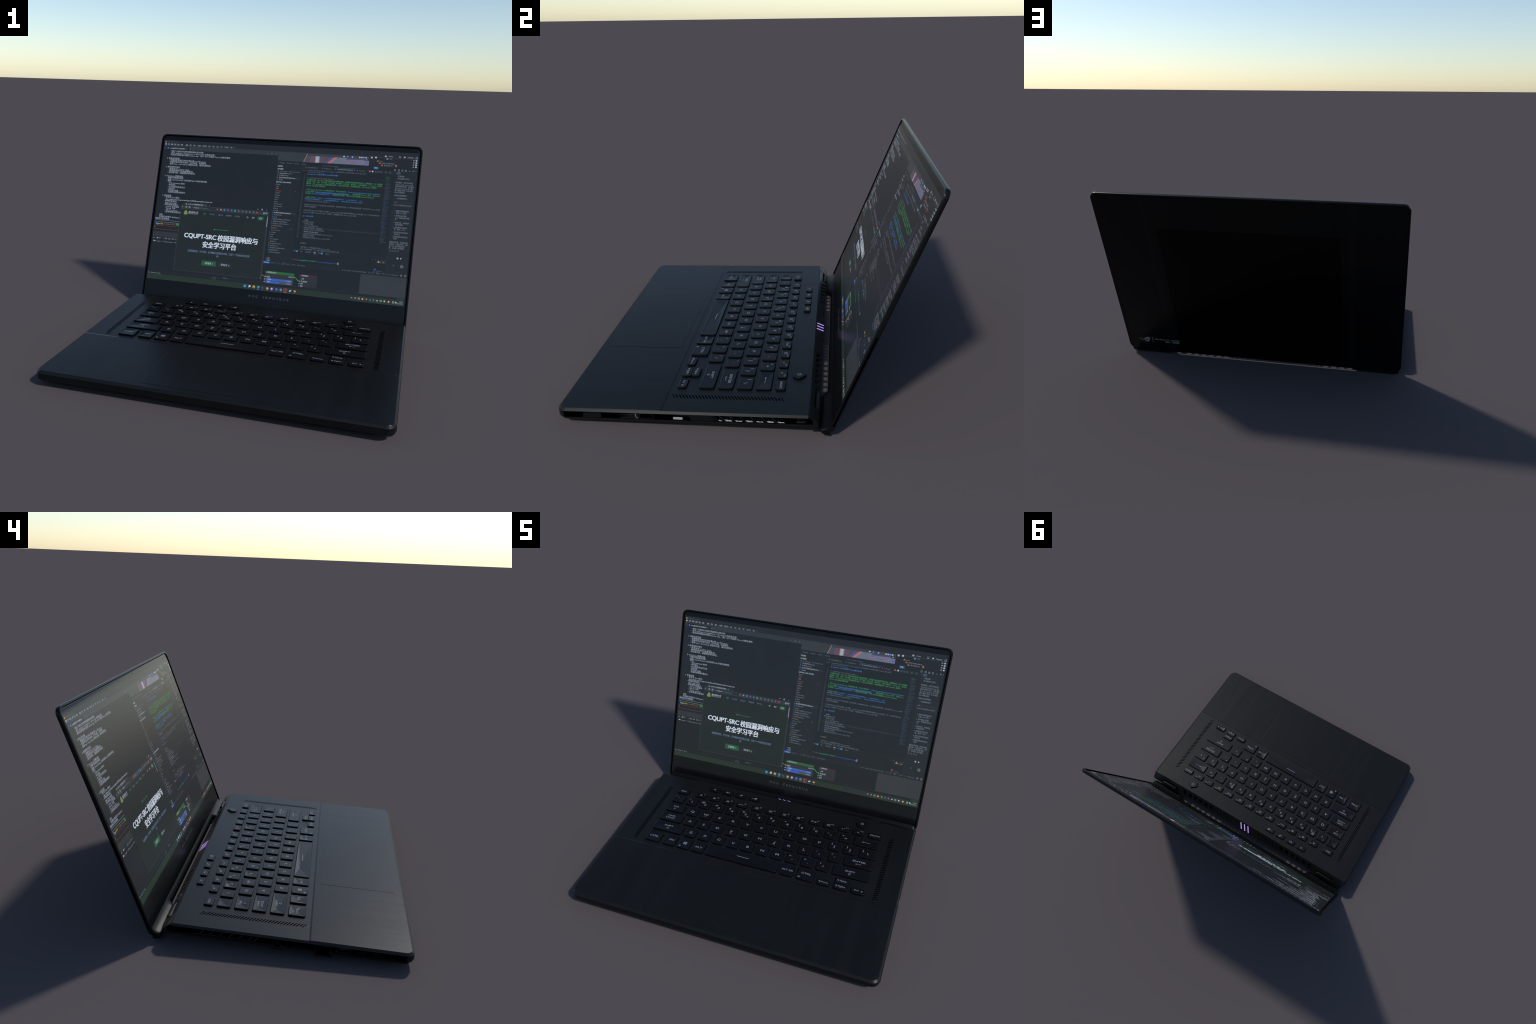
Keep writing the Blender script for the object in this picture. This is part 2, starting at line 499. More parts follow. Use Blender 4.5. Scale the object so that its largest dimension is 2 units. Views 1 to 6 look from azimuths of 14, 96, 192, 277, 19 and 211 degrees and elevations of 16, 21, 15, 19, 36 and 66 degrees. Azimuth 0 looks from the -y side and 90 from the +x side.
def quad(x0, x1, y0, y1):
    return lambda bag: bag.poly([B(x0, y0, KH + .0004), B(x1, y0, KH + .0004), B(x1, y1, KH + .0004), B(x0, y1, KH + .0004)], M_LEGEND)
def shape(pts):
    return lambda bag: bag.poly([B(x, y, KH + .0004) for x, y in pts], M_LEGEND)
def ringmark(cx, cy, r, w, a0=0, a1=360, n=20):
    def f(bag):
        for k in range(n):
            p, q = math.radians(a0 + (a1 - a0) * k / n), math.radians(a0 + (a1 - a0) * (k + 1) / n)
            bag.poly([B(cx + rr * math.cos(t), cy + rr * math.sin(t), KH + .0004) for rr, t in ((r - w, p), (r, p), (r, q), (r - w, q))], M_LEGEND)
    return f

ROWS = {"F": (0.176, 0.2265), "N": (0.0735, 0.1515), "Q": (-0.029, 0.0505), "A": (-0.1305, -0.0515), "Z": (-0.2345, -0.1535), "S": (-0.352, -0.2565)}
KW, PI = 0.0405, 0.107
XL, XR = -0.777, 0.781

def letters(row, x_first, chars, facets={}):
    y0, y1 = ROWS[row]
    yc = (y0 + y1) / 2
    for k, ch in enumerate(chars):
        xc = x_first + PI * k
        ko = key("key", xc - KW, xc + KW, y0, y1, facets.get(ch))
        if len(ch) == 1:
            it = [(ch, xc, yc, 0.019, 1.25)]
            if ch in "FJ":
                it.append(quad(xc - 0.009, xc + 0.009, yc - 0.019, yc - 0.0155))
            if ch == "W":
                it.append(quad(xc - 0.003, xc + 0.003, yc - 0.019, yc - 0.0145))
        else:
            up, lo = ch[0], ch[1]
            it = [(up, xc - 0.020, yc + 0.019, 0.015, 1.2), (lo, xc + 0.002, yc - 0.003, 0.018, 1.25)]
            if lo == "5":
                it.append(("€", xc + 0.022, yc - 0.022, 0.011, 1.1))
        legend(ko, it)

F_A, F_B = (0.46, 0.62, 0.0028), (0.45, 0.60, 0.0026)
letters("N", -0.735 + PI, ["!1", "@2", "#3", "$4", "%5", "^6", "&7", "*8", "(9", ")0", "_-", "+="], {"@2": F_A, ")0": (0.46, 0.70, 0.0028)})
letters("Q", -0.575, list("QWERTYUIOP") + ["{[", "}]"], {"E": (0.5, 0.7, 0.0024)})
letters("A", -0.549, list("ASDFGHJKL") + [":;", "\"'"])
letters("Z", -0.494, list("ZXCVBNM") + ["<,", ">.", "?/"])

def wide(row, x0, x1, items, facet=None, y0=None, y1=None, r=0.009):
    a, b = ROWS[row]
    ko = key("key", x0, x1, a if y0 is None else y0, b if y1 is None else y1, facet, r)
    legend(ko, items)
    return ko

yN = sum(ROWS["N"]) / 2; yQ = sum(ROWS["Q"]) / 2; yA = sum(ROWS["A"]) / 2; yZ = sum(ROWS["Z"]) / 2; yS = sum(ROWS["S"]) / 2; yF = sum(ROWS["F"]) / 2
wide("N", XL, XL + 0.085, [("~", -0.757, yN + 0.020, 0.014, 1.2), ("`", -0.735, yN, 0.016, 1.2)], (0.44, 0.60, 0.0030))
wide("N", 0.611, XR, [quad(0.674, 0.722, yN - 0.0012, yN + 0.0012), shape([(0.664, yN), (0.676, yN - 0.006), (0.676, yN + 0.006)])], (0.42, 0.50, 0.0034))
wide("Q", XL, -0.641, [("TAB", -0.716, yQ + 0.012, 0.013, 1.2), ("S", -0.716, yQ - 0.012, 0.013, 1.3)], (0.30, 0.55, 0.0030))
wide("Q", 0.671, XR, [("|", 0.693, yQ + 0.020, 0.017, 1.3), ("\\", 0.728, yQ, 0.019, 1.4)])
wide("A", XL, -0.610, [("CAPS", -0.700, yA + 0.012, 0.013, 1.2), ("LOCK", -0.700, yA - 0.009, 0.014, 1.2)], (0.25, 0.55, 0.0030))
wide("A", 0.590, XR, [("ENTER", 0.690, yA + 0.012, 0.015, 1.3), quad(0.675, 0.705, yA - 0.015, yA - 0.0128), quad(0.7028, 0.705, yA - 0.0128, yA - 0.005), shape([(0.667, yA - 0.0139), (0.677, yA - 0.0195), (0.677, yA - 0.0083)])])
dia = lambda x, y: (lambda bag: [bag.poly([B(*p, KH + .0004) for p in ((x + a * 0.010, y + b * 0.010), (x + c * 0.010, y + d * 0.010), (x + c * 0.0065, y + d * 0.0065), (x + a * 0.0065, y + b * 0.0065))], M_LEGEND)
                                for a, b, c, d in ((0, 1, 1, 0), (1, 0, 0, -1), (0, -1, -1, 0), (-1, 0, 0, 1))])
wide("Z", XL, -0.557, [("SHIFT", -0.672, yZ + 0.013, 0.014, 1.25), dia(-0.672, yZ - 0.011)], (0.20, 0.58, 0.0032))
wide("Z", 0.540, XR, [("SHIFT", 0.652, yZ + 0.010, 0.014, 1.25), dia(0.652, yZ - 0.014)])
wide("S", XL, -0.670, [("CTRL", -0.723, yS - 0.002, 0.015, 1.2)], (0.40, 0.62, 0.0032))
wide("S", -0.641, -0.553, [("FN", -0.590, yS, 0.015, 1.25)], (0.30, 0.45, 0.0032))
xw = -0.487
wide("S", -0.532, -0.445, [quad(xw - 0.012, xw - 0.001, yS + 0.001, yS + 0.011), quad(xw + 0.001, xw + 0.013, yS + 0.001, yS + 0.012),
                          quad(xw - 0.012, xw - 0.001, yS - 0.011, yS - 0.001), quad(xw + 0.001, xw + 0.013, yS - 0.012, yS - 0.001), quad(xw - 0.034, xw - 0.022, yS - 0.034, yS - 0.026)])
wide("S", -0.425, -0.340, [("ALT", -0.383, yS - 0.004, 0.015, 1.25)], (0.48, 0.70, 0.0030))
wide("S", -0.323, 0.192, [quad(-0.105, -0.020, yS + 0.005, yS + 0.009)], (0.22, 0.70, 0.0042), r=0.012)
wide("S", 0.215, 0.300, [("ALT GR", 0.257, yS, 0.014, 1.05)], (0.44, 0.70, 0.0030))
wide("S", 0.326, 0.438, [("CTRL", 0.385, yS + 0.008, 0.015, 1.2), quad(0.337, 0.351, yS - 0.036, yS - 0.033), quad(0.337, 0.351, yS - 0.029, yS - 0.026), quad(0.337, 0.339, yS - 0.033, yS - 0.029), quad(0.349, 0.351, yS - 0.033, yS - 0.029)])
tri = lambda x, y, a: shape([(x + 0.008 * math.cos(math.radians(a + d)), y + 0.008 * math.sin(math.radians(a + d))) for d in (0, 120, 240)])
wide("S", 0.467, 0.550, [tri(0.484, -0.328, 180), ("Home", 0.517, -0.328, 0.011, 1.1)], y1=-0.305, r=0.012)
wide("S", 0.578, 0.667, [tri(0.596, -0.328, 270), ("PgDn", 0.630, -0.328, 0.012, 1.15)], y1=-0.305)
wide("S", 0.578, 0.667, [tri(0.596, -0.280, 90), ("PgUp", 0.630, -0.280, 0.012, 1.15)], y0=-0.303, y1=-0.2575)
wide("S", 0.692, 0.782, [tri(0.762, -0.328, 0), ("End", 0.727, -0.326, 0.011, 1.1)], (0.4, 0.6, 0.0028), y1=-0.305, r=0.012)

# function row
wide("F", XL, XL + 0.085, [("ESC", -0.735, yF, 0.013, 1.35)])
fx = [-0.589, -0.480, -0.371, -0.262, -0.139, -0.032, 0.075, 0.182, 0.300, 0.407, 0.514, 0.621]
for k, xc in enumerate(fx):
    lab = ("F%d" % (k + 1), xc + 0.022, yF + 0.012, 0.009, 1.1)
    ic = {3: [("Aura", xc - 0.008, yF - 0.001, 0.010, 1.2)],
          8: [quad(xc - 0.027, xc - 0.010, yF + 0.005, yF + 0.007), quad(xc - 0.027, xc - 0.010, yF - 0.006, yF - 0.004), quad(xc - 0.027, xc - 0.025, yF - 0.004, yF + 0.005), quad(xc - 0.012, xc - 0.010, yF - 0.004, yF + 0.005), ("/", xc - 0.004, yF, 0.011, 1.2), quad(xc + 0.002, xc + 0.012, yF - 0.007, yF + 0.003)],
          10: [("z", xc - 0.008, yF - 0.002, 0.013, 1.1), ("z", xc + 0.006, yF + 0.002, 0.008, 1.1)],
          11: [("x", xc - 0.003, yF - 0.002, 0.014, 1.2)]}.get(k)
    if not ic:
        if k == 0:
            ic = [shape([(xc - 0.014, yF), (xc - 0.004, yF + 0.008), (xc - 0.004, yF - 0.008)]), quad(xc - 0.003, xc + 0.001, yF - 0.007, yF + 0.007)]
        elif k in (1, 2):
            ic = [ringmark(xc - 0.005, yF - 0.003, 0.010, 0.006, 0, 180, 10), quad(xc - 0.015, xc + 0.005, yF - 0.007, yF - 0.004)]
        else:
            ic = [quad(xc - 0.016, xc + 0.006, yF + 0.0065, yF + 0.0085), quad(xc - 0.016, xc + 0.006, yF - 0.0095, yF - 0.0075), quad(xc - 0.016, xc - 0.0135, yF - 0.0075, yF + 0.0065),
                  quad(xc + 0.0035, xc + 0.006, yF - 0.0075, yF + 0.0065), ringmark(xc - 0.005, yF - 0.0005, 0.0055, 0.002, n=10)]
    wide("F", xc - 0.0405, xc + 0.0405, ic + [lab])
wide("F", 0.694, XR, [("DELETE", 0.737, yF, 0.0115, 1.15)])
# hot keys
def speaker(x, y):
    return shape([(x - 0.010, y), (x - 0.004, y + 0.004), (x + 0.003, y + 0.009), (x + 0.003, y - 0.009), (x - 0.004, y - 0.004)])
yH = 0.2955
swoosh = lambda x, y, s: [
    shape([(x - 2.0 * s, y + 0.55 * s), (x - 1.2 * s, y + 0.12 * s), (x - 0.6 * s, y - 0.05 * s), (x - 0.3 * s, y - 0.35 * s), (x - 1.1 * s, y - 0.1 * s), (x - 1.6 * s, y + 0.15 * s)]),
    shape([(x - 0.5 * s, y - 0.2 * s), (x + 0.1 * s, y + 0.45 * s), (x + 0.8 * s, y + 0.85 * s), (x + 1.5 * s, y + 0.95 * s), (x + 1.9 * s, y + 0.75 * s), (x + 1.0 * s, y + 0.55 * s), (x + 0.3 * s, y + 0.15 * s)]),
    shape([(x - 0.3 * s, y - 0.4 * s), (x + 0.4 * s, y + 0.05 * s), (x + 1.2 * s, y + 0.42 * s), (x + 1.9 * s, y + 0.6 * s), (x + 1.6 * s, y - 0.2 * s), (x + 1.2 * s, y + 0.1 * s), (x + 0.4 * s, y - 0.2 * s)]),
    shape([(x - 0.2 * s, y - 0.55 * s), (x + 0.9 * s, y - 0.55 * s), (x + 1.3 * s, y - 0.1 * s), (x + 1.6 * s, y - 0.25 * s), (x + 1.2 * s, y - 0.85 * s), (x + 0.5 * s, y - 0.8 * s)])]
for k in range(4):
    xc = -0.5185 + 0.1062 * k
    ko = key("hot_key", xc - 0.0405, xc + 0.0405, 0.275, 0.3165)
    it = [[speaker(xc, yH)], [speaker(xc - 0.006, yH), ringmark(xc, yH, 0.007, 0.002, -50, 50, 6), ringmark(xc, yH, 0.012, 0.002, -50, 50, 6)],
          [quad(xc - 0.004, xc + 0.004, yH - 0.003, yH + 0.010), quad(xc - 0.008, xc + 0.008, yH - 0.006, yH - 0.004), shape([(xc - 0.015, yH - 0.009), (xc - 0.012, yH - 0.010), (xc + 0.015, yH + 0.010), (xc + 0.012, yH + 0.011)])],
          swoosh(xc, yH, 0.0115)][k]
    legend(ko, it)
# power button
hexa = [(0.669, 0.292), (0.656, 0.264), (0.648, 0.2605), (0.606, 0.2605), (0.598, 0.264), (0.585, 0.292), (0.588, 0.299), (0.620, 0.3285), (0.627, 0.3315), (0.634, 0.3285), (0.666, 0.299)][::-1]
ko = key("power_button", 0.585, 0.669, 0.2605, 0.3315, outline=hexa[::-1][::-1])
legend(ko, [ringmark(0.627, 0.293, 0.0115, 0.0028, 120, 420, 18), quad(0.6256, 0.6284, 0.294, 0.307)])

# ================================================================ LID
LX, LT0, LT1 = 0.9990, -0.193, 1.1460
def lid_ring(i, d, b=0.0):
    return [L(x, t, d) for x, t in rrect(-LX + i, LX - i, LT0 + b + i * 0.5, LT1 - i, (0.052, 0.052, 0.042, 0.042))]
bag = Bag()
rings = [lid_ring(0.010, -0.0255), lid_ring(0.002, -0.0235), lid_ring(0.0, -0.019), lid_ring(0.0, -0.004), lid_ring(0.0015, 0.0), lid_ring(0.004, 0.0012),
         lid_ring(0.0105, 0.0012), lid_ring(0.0115, -0.0072), lid_ring(0.030, -0.0072)]
bag.loft(rings, M_LIDRIM, mcap0=M_LID, mcap1=M_BEZEL, mlist=[M_LID, M_LIDRIM, M_LIDRIM, M_LIDRIM, M_LIDRIM, M_LIDRIM, M_BLACK, M_BLACK])
bag.out("lid", smooth=30)
bag = Bag()
for sx in (-1, 1):
    bag.box(lambda x, t, d: L(sx * x, t, d), 0.99, 0.9996, -0.135, 0.40, -0.0165, -0.0075, M_BLACK)
bag.out("lid_side_gap")

bag = Bag()
bz = lambda i, d: [L(x, t, d) for x, t in rrect(-LX + 0.0155 + i, LX - 0.0155 - i, -0.150, LT1 - 0.0155 - i, (0.004, 0.004, 0.028, 0.028))]
bag.loft([bz(0, -0.0070), bz(0, -0.0054), bz(0.0008, -0.0048)], M_BEZEL)
bag.out("bezel", smooth=30)

for x in (-0.132, 0.132):
    bag = Bag()
    bag.loft([[L(x + r * math.cos(a), 1.1145 + r * math.sin(a), d) for a in [2 * math.pi * k / 12 for k in range(12)]] for r, d in ((0.0035, -0.006), (0.0035, -0.0045))], M_BLACK)
    bag.out("microphone_hole")
bag = Bag()
for k, ch in enumerate("ROG ZEPHYRUS"):
    if ch != " ":
        put_text(bag, lambda a, b: L(a, b, -0.0045), ch, M_CHINTEXT, -0.149 + 0.0261 * k, -0.0555, h=0.0165, w=0.0165, bold=0.004)
bag.out("chin_lettering")

# thick lower edge of the lid that doubles as rear foot; cut back in the middle
Ps = [(0.472, 0.075), (0.459, 0.062), (0.436, 0.052), (0.4150, 0.046), (0.4095, 0.036), (0.420, 0.019), (0.440, 0.0085), (0.468, 0.005), (0.472, 0.03)]
Pm = [(0.472, 0.076), (0.464, 0.069), (0.4585, 0.060), (0.4545, 0.050), (0.4525, 0.042), (0.455, 0.034), (0.461, 0.028), (0.469, 0.024), (0.472, 0.03)]
shrink = lambda P, s, c=(0.458, 0.040): [(c[0] + (y - c[0]) * s, c[1] + (z - c[1]) * s) for y, z in P]
secs = [(-0.985, shrink(Ps, 0.62)), (-0.978, shrink(Ps, 0.86)), (-0.962, Ps), (-0.70, Ps), (-0.685, [tuple(0.85 * a + 0.15 * b for a, b in zip(p, q)) for p, q in zip(Ps, Pm)]), (-0.645, Pm)]
secs = secs + [(-x, P) for x, P in secs[::-1]]
bag = Bag()
bag.loft([[(x, y, z) for y, z in P] for x, P in secs], M_HINGE)
bag.out("hinge_cover", smooth=40)
for x in (-0.935, 0.935):
    bag = Bag()
    bag.loft([[(x + r * math.cos(a), 0.452 + r * math.sin(a), z) for a in [2 * math.pi * k / 14 for k in range(14)]] for r, z in ((0.010, 0.0), (0.012, 0.002), (0.012, 0.012))], M_RUBBER)
    bag.out("rubber_foot")

# logo plate on the back
LB = lambda x, t, k=0.0: L(x, t, -0.0255 - k)
bag = Bag()
bag.loft([[LB(x, t, k) for x, t in ((0.94, -0.122), (0.583, -0.122), (0.576, -0.050), (0.94, -0.050))] for k in (-0.001, 0.0008)], M_PLATE)
plate = bag.out("logo_plate")
bag = Bag()
def back_poly(pts):
    bag.poly([LB(x, t, 0.0013) for x, t in pts], M_LOGO)
cx, cy, s = 0.872, -0.092, 0.0225
for sub in ([(-2.0, .55), (-1.2, .12), (-.6, -.05), (-.3, -.35), (-1.1, -.1), (-1.6, .15)],
            [(-.5, -.2), (.1, .45), (.8, .85), (1.5, .95), (1.9, .75), (1.0, .55), (.3, .15)],
            [(-.3, -.4), (.4, .05), (1.2, .42), (1.9, .6), (1.6, -.2), (1.2, .1), (.4, -.2)],
            [(-.2, -.55), (.9, -.55), (1.3, -.1), (1.6, -.25), (1.2, -.95), (.5, -.85)]):
    back_poly([(cx - 0.004 - px * s, cy + 0.006 + py * s * 1.05) for px, py in sub])
back_poly([(0.8065, -0.062), (0.8035, -0.062), (0.8045, -0.113), (0.8065, -0.113)])
put_text(bag, lambda a, b: LB(-a, b, 0.0013), "REPUBLIC OF GAMERS", M_LOGO, -0.787, -0.084, h=0.0115, w=0.192, bold=0.004)
put_text(bag, lambda a, b: LB(-a, b, 0.0013), "Est. 2006", M_LOGO, -0.706, -0.1045, h=0.0155, w=0.106, bold=0.012)
bag.out("logo_mark", parent=plate)

# ================================================================ DISPLAY
SW, SH = 1.947, 1.097
bag = Bag()
bag.loft([[L(x, t, d) for x, t in rrect(-SW / 2, SW / 2, 0.0, SH, 0.004, 3)] for d in (-0.007, -0.0045)], scr(32, 36, 44))
DISP = bag.out("display")

def S(lev):
    return lambda sx, sy: L(-SW / 2 + sx / 1920 * SW, SH * (1 - sy / 1080), -0.0045 + 0.00005 * lev)

class Win(Bag):
    def __init__(s, lev):
        super().__init__()
        s.lev = lev
    def rect(s, x0, y0, x1, y1, c, up=0, r=0):
        f = S(s.lev + up)
        pts = rrect(x0, x1, y0, y1, r, 3) if r else [(x0, y0), (x1, y0), (x1, y1), (x0, y1)]
        s.poly([f(x, y) for x, y in pts][::-1], scr(*c))
    def shape(s, pts, c, up=0):
        f = S(s.lev + up)
        s.poly([f(x, y) for x, y in pts], scr(*c))
    def disc(s, x, y, r, c, up=0, n=12):
        s.shape([(x + r * math.cos(2 * math.pi * k / n), y - r * math.sin(2 * math.pi * k / n)) for k in range(n)], c, up)
    def ring(s, x, y, r, w, c, up=0, n=12):
        for k in range(n):
            a, b = 2 * math.pi * k / n, 2 * math.pi * (k + 1) / n
            s.shape([(x + q * math.cos(t), y - q * math.sin(t)) for q, t in ((r - w, a), (r, a), (r, b), (r - w, b))], c, up)
    def frame(s, x0, y0, x1, y1, w, c, up=0):
        for a in ((x0, y0, x1, y0 + w), (x0, y1 - w, x1, y1), (x0, y0 + w, x0 + w, y1 - w), (x1 - w, y0 + w, x1, y1 - w)):
            s.rect(*a, c, up)
    def text(s, body, x, y, c, x1=None, h=9.0, up=2, align="l", bold=0.0, res=1):
        """x..x1 = extent of the line, y = vertical centre"""
        f = S(s.lev + up)
        g = lambda a, b: f(a, y - b)
        put_text(s, g, body, scr(*c), x, -h / 2, h=h, w=(x1 - x) if x1 else None, align=align, bold=bold, res=res)

W_TXT, G_TXT, D_TXT = (205, 209, 215), (172, 177, 184), (122, 128, 136)

# --- back window: node editor application filling the desktop
w = Win(1)
w.rect(0, 0, 1920, 40, (38, 42, 50))
w.rect(0, 40, 1920, 46, (52, 57, 64))
w.rect(0, 46, 1920, 110, (58, 63, 70))
w.rect(0, 716, 204, 755, (52, 56, 62))
w.rect(0, 755, 1920, 1024, (32, 37, 44))
w.rect(0, 1022, 1920, 1024, (50, 54, 60), up=1)
w.rect(1603, 880, 1920, 1022, (58, 62, 69), up=1)
w.rect(1579, 46, 1920, 116, (36, 40, 48), up=1)
w.disc(10, 15, 6, (225, 120, 70), up=1)
w.text("CQUPT  Scene", 22, 15, D_TXT, 112, h=7)
w.rect(7, 27, 18, 38, (190, 195, 200), up=1, r=3)
for k, (t, a, b) in enumerate((("文件", 28, 46), ("编辑", 54, 72), ("渲染", 81, 99), ("窗口", 108, 125), ("帮助", 136, 153), ("布局", 175, 194), ("建模", 207, 223), ("雕刻", 238, 255),
                               ("UV编辑", 270, 298), ("纹理绘制", 311, 346), ("着色", 360, 376), ("动画", 392, 408), ("渲染", 425, 441), ("合成", 456, 472), ("几何节点", 487, 521), ("脚本", 537, 553))):
    w.text(t, a, 33, W_TXT if k < 6 else G_TXT, b, h=9)
w.text("+", 566, 33, G_TXT, h=8)
w.ring(14, 766, 5, 1.6, G_TXT, up=1, n=8)
w.rect(38, 762, 46, 770, W_TXT, up=1)
for t, x in (("节点", 50), ("v", 88), ("视图", 104), ("选择", 132), ("添加", 160), ("节", 188)):
    w.text(t, x, 766, G_TXT, x + 9 * len(t), h=8)
w.text("Results", 26, 790, G_TXT, 72, h=8)
w.rect(14, 785, 23, 794, (200, 204, 210), up=1)
w.text("/ Y Resources > Q", 82, 790, G_TXT, 200, h=9)
w.text("Pan  Remove  Box", 2, 1033, G_TXT, 104, h=8)
w.text("Color", 522, 1018, D_TXT, 550, h=7)
w.text("对象Obj", 598, 1018, D_TXT, 640, h=7)
w.rect(515, 1029, 523, 1032, (110, 120, 200), up=1)
w.text("Add", 528, 1031, D_TXT, 548, h=6)
# rendered picture strip (abstract glowing bars)
w.shape([(1128, 46), (1577, 46), (1579, 109), (1104, 111)], (86, 84, 98), up=1)
w.shape([(1128, 46), (1577, 46), (1577, 62), (1122, 62)], (70, 72, 80), up=2)
w.shape([(1160, 62), (1196, 62), (1196, 110), (1150, 110)], (120, 84, 92), up=2)
w.shape([(1196, 62), (1216, 62), (1216, 108), (1196, 110)], (170, 190, 200), up=3)
w.shape([(1190, 62), (1196, 62), (1196, 110), (1190, 110)], (200, 130, 130), up=3)
w.shape([(1216, 62), (1222, 62), (1222, 108), (1216, 108)], (200, 130, 130), up=3)
w.shape([(1222, 62), (1262, 62), (1258, 108), (1222, 108)], (110, 84, 96), up=2)
w.shape([(1300, 62), (1330, 62), (1280, 108), (1252, 108)], (96, 92, 128), up=2)
w.shape([(1330, 62), (1352, 62), (1304, 108), (1280, 108)], (205, 120, 120), up=3)
w.shape([(1352, 62), (1420, 62), (1400, 108), (1304, 108)], (118, 126, 138), up=2)
w.shape([(1400, 74), (1579, 70), (1579, 108), (1380, 108)], (128, 122, 142), up=2.5)
for k in range(46):
    a, b = random.uniform(1388, 1570), random.uniform(74, 106)
    q = random.uniform(4, 16)
    w.shape([(a, b), (a + q, b - 2), (a + q * 0.8, b + 3)], random.choice([(150, 120, 140), (108, 108, 150), (190, 120, 130), (100, 96, 118), (140, 140, 165)]), up=3.2 + 0.03 * k)
w.shape([(1128, 46), (1131, 46), (1108, 111), (1104, 111)], (200, 150, 100), up=6)
w.rect(1556, 84, 1568, 98, (50, 110, 220), up=6, r=6)
w.rect(1548, 60, 1577, 76, (44, 46, 52), up=6)
w.text("选项", 1554, 68, W_TXT, 1568, h=7, up=7)
for x, c in ((1392, (200, 200, 205)), (1418, (90, 130, 220)), (1453, (150, 180, 240)), (1505, (190, 195, 200)), (1520, (190, 195, 200)), (1535, (120, 160, 240)), (1550, (190, 195, 200))):
    w.rect(x, 47, x + 11, 57, c, up=7, r=3)
w.rect(1590, 42, 1602, 54, (190, 195, 200), up=2, r=2)
w.rect(1618, 40, 1632, 52, (190, 195, 200), up=2, r=4)
w.rect(1686, 28, 1699, 39, (180, 184, 190), up=2, r=4)
w.text("Scene", 1714, 32, W_TXT, 1742, h=8)
w.frame(1784, 27, 1797, 40, 2, (150, 154, 160), up=2)
w.rect(1818, 28, 1830, 38, (180, 184, 190), up=2, r=4)
w.text("ViewLayer", 1844, 33, W_TXT, 1886, h=8)
w.frame(1900, 28, 1913, 41, 2, (170, 174, 180), up=2)
w.ring(1706, 52, 6, 2, (200, 203, 208), up=2)
w.text("搜索", 1722, 52, D_TXT, 1740, h=8)
for (x, y, t, e) in ((1640, 70, "root", 1672), (1656, 85, "GLTF_SceneRootNode", 1760), (1672, 100, "Sketchfab_01", 1746)):
    w.shape([(x, y - 7), (x + 8, y + 6), (x + 4, y + 6), (x, y), (x - 4, y + 6), (x - 8, y + 6)], (225, 130, 70), up=2)
    w.text(t, x + 14, y, G_TXT, e, h=8)
w.shape([(1763, 92), (1777, 92), (1770, 101)], (225, 140, 80), up=2)
w.rect(1765, 102, 1776, 106, (225, 140, 80), up=2)
for y in (54, 70, 85, 100):
    w.rect(1884, y - 3, 1895, y + 3, (165, 170, 175), up=2, r=3)
    w.rect(1901, y - 5, 1913, y + 5, (190, 194, 198), up=2, r=3)
# shader nodes
w.rect(919, 931, 1133, 949, (50, 112, 58), up=1, r=3)
w.rect(919, 949, 1133, 1019, (52, 55, 61), up=1)
w.text("v 原理化BSDF", 926, 940, W_TXT, 1000, h=9)
w.text("BSDF", 1094, 959, W_TXT, 1124, h=9)
w.disc(1132, 958, 5, (80, 190, 90), up=3)
w.text("基础色", 930, 973, W_TXT, 956, h=10)
w.rect(926, 983, 1121, 1000, (66, 106, 190), up=2, r=2)
w.text("金属度", 940, 991, W_TXT, 967, h=9, up=3)
w.text("1.000", 1080, 991, W_TXT, 1112, h=8, up=3)
w.rect(926, 1002, 1027, 1018, (66, 106, 190), up=2, r=2)
w.rect(1027, 1002, 1121, 1018, (88, 91, 96), up=2)
w.text("糙度", 940, 1010, W_TXT, 958, h=9, up=3)
w.text("0.512", 1080, 1010, W_TXT, 1112, h=8, up=3)
w.disc(919, 973, 4.5, (205, 195, 60), up=3)
w.disc(916, 992, 4, (190, 193, 197), up=3)
w.disc(916, 1010, 4, (190, 193, 197), up=3)
w.shape([(889, 961), (905, 969), (919, 972), (919, 974), (904, 971), (889, 964)], (190, 180, 60), up=2)
w.shape([(1132, 956.5), (1142, 958), (1152, 966), (1162, 976), (1174, 978.5), (1174, 981.5), (1160, 979), (1150, 969), (1141, 961), (1132, 959.5)], (80, 190, 90), up=3)
w.rect(1172, 931, 1300, 947, (76, 48, 58), up=1, r=3)
w.rect(1172, 947, 1300, 1019, (50, 52, 58), up=1)
w.text("v 材质输出", 1180, 939, W_TXT, 1234, h=9)
w.text("全部", 1188, 962, W_TXT, 1206, h=8)
for y, t, c in ((981, "表(曲)面", (80, 190, 90)), (998, "体积", (80, 190, 90)), (1015, "置换", (110, 100, 210))):
    w.disc(1174, y, 4.5, c, up=3)
    w.text(t, 1184, y, W_TXT, 1184 + 9 * len(t), h=9)
w.rect(889, 955, 892, 1022, (60, 64, 70), up=1)
w.out("node_editor_window", parent=DISP)

